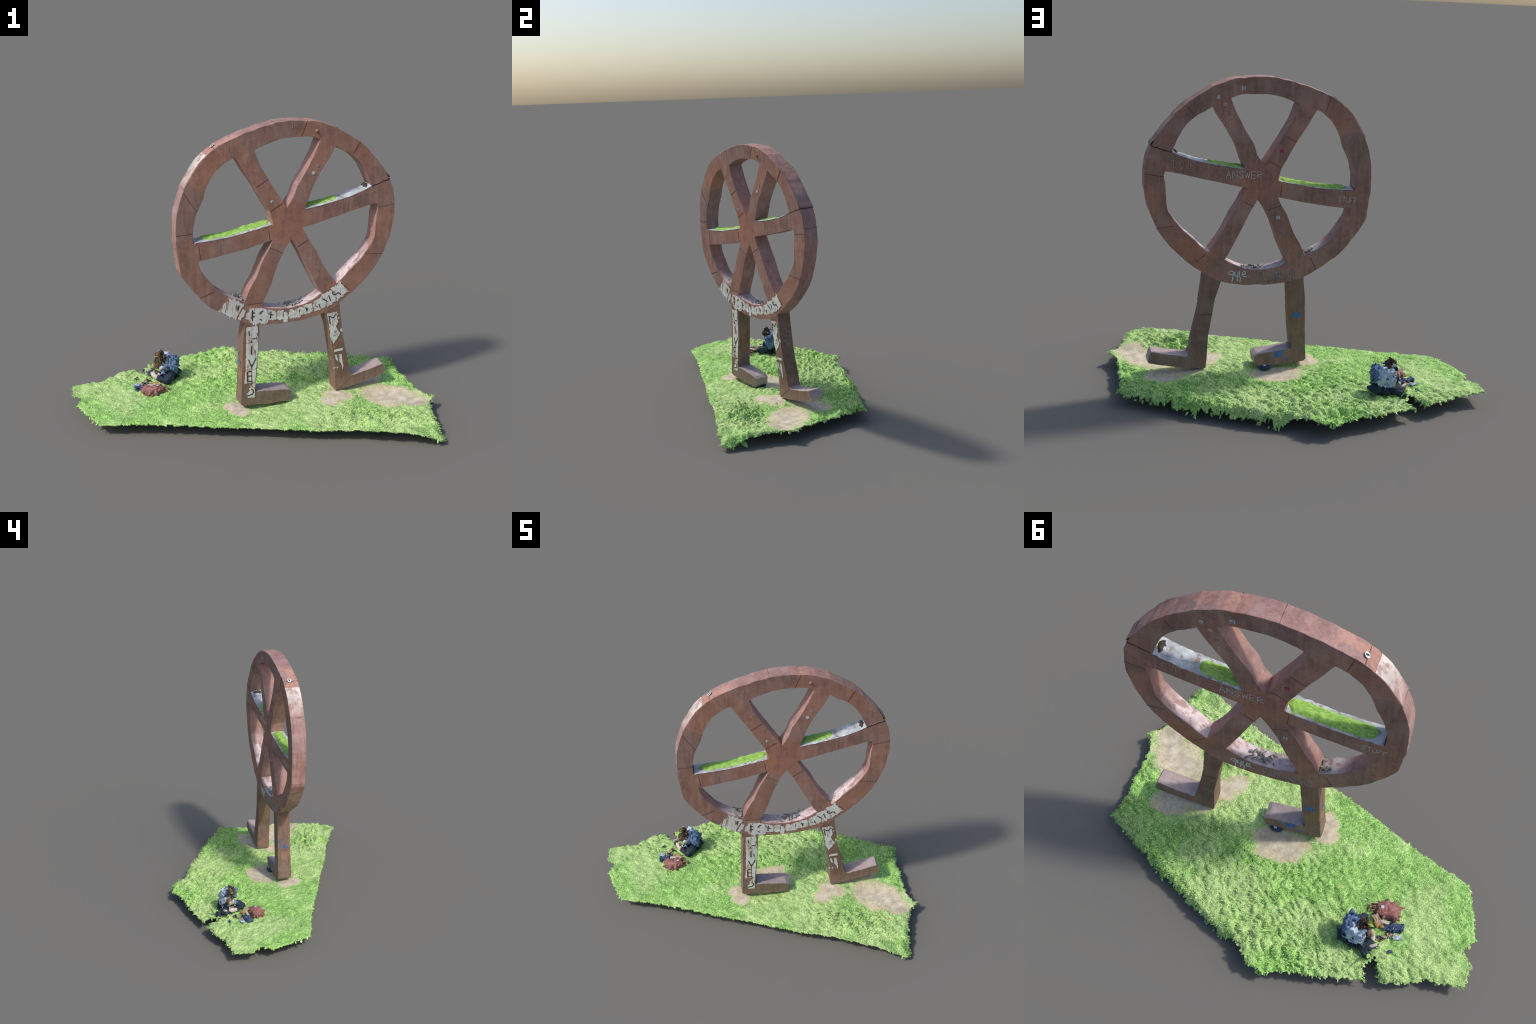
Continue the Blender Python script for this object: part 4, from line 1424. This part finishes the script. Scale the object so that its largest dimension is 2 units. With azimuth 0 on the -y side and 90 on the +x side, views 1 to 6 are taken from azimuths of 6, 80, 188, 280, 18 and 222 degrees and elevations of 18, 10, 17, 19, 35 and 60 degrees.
for i, (dx, dy, dz, L) in enumerate(((-.01, -.006, .03, .03), (.004, -.01, .036, .026), (.014, .0, .026, .026), (-.02, .004, .02, .026), (-.004, -.02, .01, .03), (-.018, -.016, .0, .03), (.01, -.018, .012, .028))):
    cloth_sheet("hair_lock", (-.515 + dx, .042 + dy, .200 + dz), (L * math.cos(i * 1.3), L * math.sin(i * 1.3), .012), (.004, .006, L), M_HAIR if i % 3 else M_BROWN, person, .010, 20 + i, 8)
lump("arm", (-.540, .040, .166), (.017, .014, .030), M_BROWN, person, (.5, .4, .3), .4, 45, 2, 4, sub=3, fold=.5)
lump("hand", (-.557, .036, .155), (.012, .010, .016), M_SKIN, person, (.3, 0, .4), .25, 60, 2, 5, sub=3)
lump("hips", (-.487, .080, .102), (.052, .043, .028), M_NAVY, person, (0, 0, .4), .3, 40, 2.2, 6, fold=.6)
lump("leg", (-.464, .008, .102), (.025, .050, .024), M_NAVY, person, (.08, 0, -.25), .2, 35, 2.2, 7, fold=.3)
lump("leg", (-.548, .088, .098), (.042, .020, .020), M_NAVY, person, (0, .05, -.35), .35, 40, 2.2, 8, fold=.6)
lump("leg", (-.520, .005, .098), (.045, .018, .014), M_NAVY, person, (0, 0, -.7), .2, 30, 2.2, 9)
lump("shoe", (-.550, .020, .106), (.033, .014, .014), M_SHOE, person, (.2, .25, -.7), .12, 40, 2.4, 10, sub=3)
lump("shoe", (-.536, .032, .112), (.020, .008, .009), M_SHOE, person, (.2, .2, -.6), .2, 50, 2.2, 11, sub=3)
lump("shoe", (-.588, .060, .118), (.018, .007, .007), M_SHOE, person, (.2, .3, .9), .3, 50, 2.2, 12, sub=3)
lump("sock", (-.523, -.002, .098), (.006, .006, .006), M_STICK if False else MAT_WHITETAG, person, (0, 0, 0), .2, 60, 2, 13, sub=2)
# a few leafy bits the scan left on the person
for i, (p, d, L, w) in enumerate((((-.520, .030, .185), (-.3, -.6, .8), .042, .017), ((-.53, .03, .215), (-.7, -.2, .3), .026, .007), ((-.55, .03, .142), (.8, -.4, .1), .045, .008),
                                  ((-.60, .10, .12), (-.2, .7, .4), .03, .008))):
    o = long_leaf(p, d, L, w)
    place(o, person)

rp = random.Random(17)
SCRAP = [M_NAVY, M_DENIM, M_HAIR, M_BROWN, M_SHIRT, M_NAVY, M_DENIM, M_BROWN, M_SKIN, M_NAVY]
for i in range(46):  # torn, crumpled bits of clothing all over the figure
    w = rp.uniform(0, 2 * math.pi)
    zz = rp.uniform(.085, .225)
    k = 1 - .55 * (zz - .085) / .14
    c = (-.505 + .068 * k * math.cos(w), .062 + .055 * k * math.sin(w), zz)
    pick = M_NAVY if zz < .115 else SCRAP[i % 10]
    if zz > .12 and math.cos(w) > .3:
        pick = M_DENIM
    elif zz > .12 and math.sin(w) > .2:
        pick = M_SHIRT
    L = rp.uniform(.014, .032)
    e1 = V((rp.uniform(-1, 1), rp.uniform(-1, 1), rp.uniform(-.6, .6))).normalized()
    e2 = e1.cross(V((math.cos(w), math.sin(w), rp.uniform(-.2, .6)))).normalized()
    cloth_sheet("cloth_scrap", c, e1 * L, e2 * L * rp.uniform(.5, 1), pick, person, .009, 60 + i, 7)
for c, r, sd_ in (((-.585, .10, .088), (.025, .018, .014), 3), ((-.455, .098, .10), (.03, .03, .022), 5), ((-.56, .06, .10), (.035, .03, .016), 6)):
    lump("trouser_fold", c, r, M_NAVY, person, (0, 0, sd_), .3, 30, 2.2, sd_, sub=3, fold=.5)

backpack = empty("backpack", (-.528, -.122, .078), 0, "small slumped reddish brown backpack on the grass", "backpack")
M_BAG = plain("red_brown_canvas", (0.300, 0.130, 0.112), 0.6, 0.35, 30, 0.4)
lump("bag_body", (-.530, -.122, .088), (.058, .040, .019), M_BAG, backpack, (0, .12, .42), .16, 34, 3.0, 20, fold=.9)
lump("pocket", (-.505, -.118, .098), (.028, .026, .012), M_BAG, backpack, (0, .1, .6), .14, 44, 3.0, 21, fold=.7)
lump("pocket", (-.545, -.150, .086), (.030, .018, .014), M_BAG, backpack, (0, 0, .2), .18, 44, 2.6, 22, fold=.7)
place(make_obj("strap", *tube([(-.485, -.085, .095), (-.470, -.07, .092), (-.458, -.078, .084), (-.452, -.092, .080)], .003), M_BAG, None), backpack)
place(make_obj("strap", *tube([(-.478, -.10, .10), (-.462, -.092, .094), (-.448, -.088, .084), (-.438, -.08, .08)], .0022), plain("pinkish_strap", (0.34, 0.20, 0.18)), None), backpack)
dv = [V((-.506, -.112, .1125))] + [V((-.506 + .008 * math.cos(w), -.112 + .008 * math.sin(w), .1125 - .0015 * math.sin(w))) for w in np.linspace(0, 2 * math.pi, 14, endpoint=False)]
place(make_obj("badge", dv, [(0, 1 + i, 1 + (i + 1) % 14) for i in range(14)], plain("lilac_white_badge", (0.66, 0.66, 0.78)), None), backpack)

clothes = empty("clothes_pile", (-.59, -.065, .078), 0, "little pile of blue and tan clothes", "clothes")
M_BLUEBAG = plain("navy_blue_cloth", (0.055, 0.085, 0.16), 0.6, 0.5, 40)
M_TAN = plain("tan_cloth", (0.46, 0.32, 0.22), 0.8, 0.3, 50)
M_OCHRE = plain("ochre_cloth", (0.36, 0.20, 0.07), 0.8, 0.35, 50)
lump("blue_cloth", (-.603, -.082, .083), (.036, .018, .011), M_BLUEBAG, clothes, (0, 0, .65), .5, 55, 2.2, 30, fold=1.1)
lump("blue_cloth", (-.628, -.100, .085), (.020, .009, .012), M_BLUEBAG, clothes, (0, 0, 2.0), .4, 60, 2.2, 31, fold=.8)
cloth_sheet("tan_cloth", (-.522, -.058, .094), (.05, -.02, .006), (.012, .026, -.004), M_TAN, clothes, .006, 32, 10)
lump("ochre_cloth", (-.533, -.035, .088), (.016, .009, .008), M_OCHRE, clothes, (0, 0, -.3), .25, 50, 2.2, 33, sub=3)
lump("ochre_cloth", (-.555, -.045, .086), (.012, .008, .008), M_OCHRE, clothes, (0, 0, .2), .25, 50, 2.2, 34, sub=3)
cloth_sheet("white_cloth", (-.552, -.068, .092), (.04, .02, .0), (-.006, .012, .004), M_SHOE, clothes, .004, 35, 8)
cloth_sheet("white_cloth", (-.640, -.055, .082), (.03, .02, .0), (-.012, .022, .004), M_SHIRT, clothes, .008, 36, 10)
cloth_sheet("pink_cloth", (-.585, .0, .084), (.016, .01, .0), (-.004, .014, .004), plain("dusty_pink_cloth", (0.36, 0.16, 0.15)), clothes, .006, 37, 6)

rc = random.Random(29)
for i in range(16):  # small loose scraps between the person and the bag
    c = (rc.uniform(-.66, -.50), rc.uniform(-.09, .03), .088)
    L = rc.uniform(.010, .022)
    w = rc.uniform(0, 6.28)
    cloth_sheet("loose_scrap", c, (L * math.cos(w), L * math.sin(w), .004), (-L * .6 * math.sin(w), L * .6 * math.cos(w), rc.uniform(-.006, .008)), (M_BLUEBAG, M_TAN, M_SHOE, M_NAVY, M_BROWN, M_SHIRT)[i % 6], clothes, .007, 90 + i, 6)

stone = empty("marked_stone", (.13, -.105, .055), 0, "small dark blue stone with a white mark", "stone")
lump("stone_body", (.132, -.108, .062), (.030, .022, .014), plain("dark_blue_stone", (0.035, 0.055, 0.11), 0.6, 0.3), stone, (0, 0, .4), .15, 30, 2.4, 40, sub=3)
cloth_sheet("white_mark", (.131, -.098, .0765), (.014, .004, .0), (-.002, .008, -.003), MAT_WHITETAG, stone, .001, 41, 4, .001)
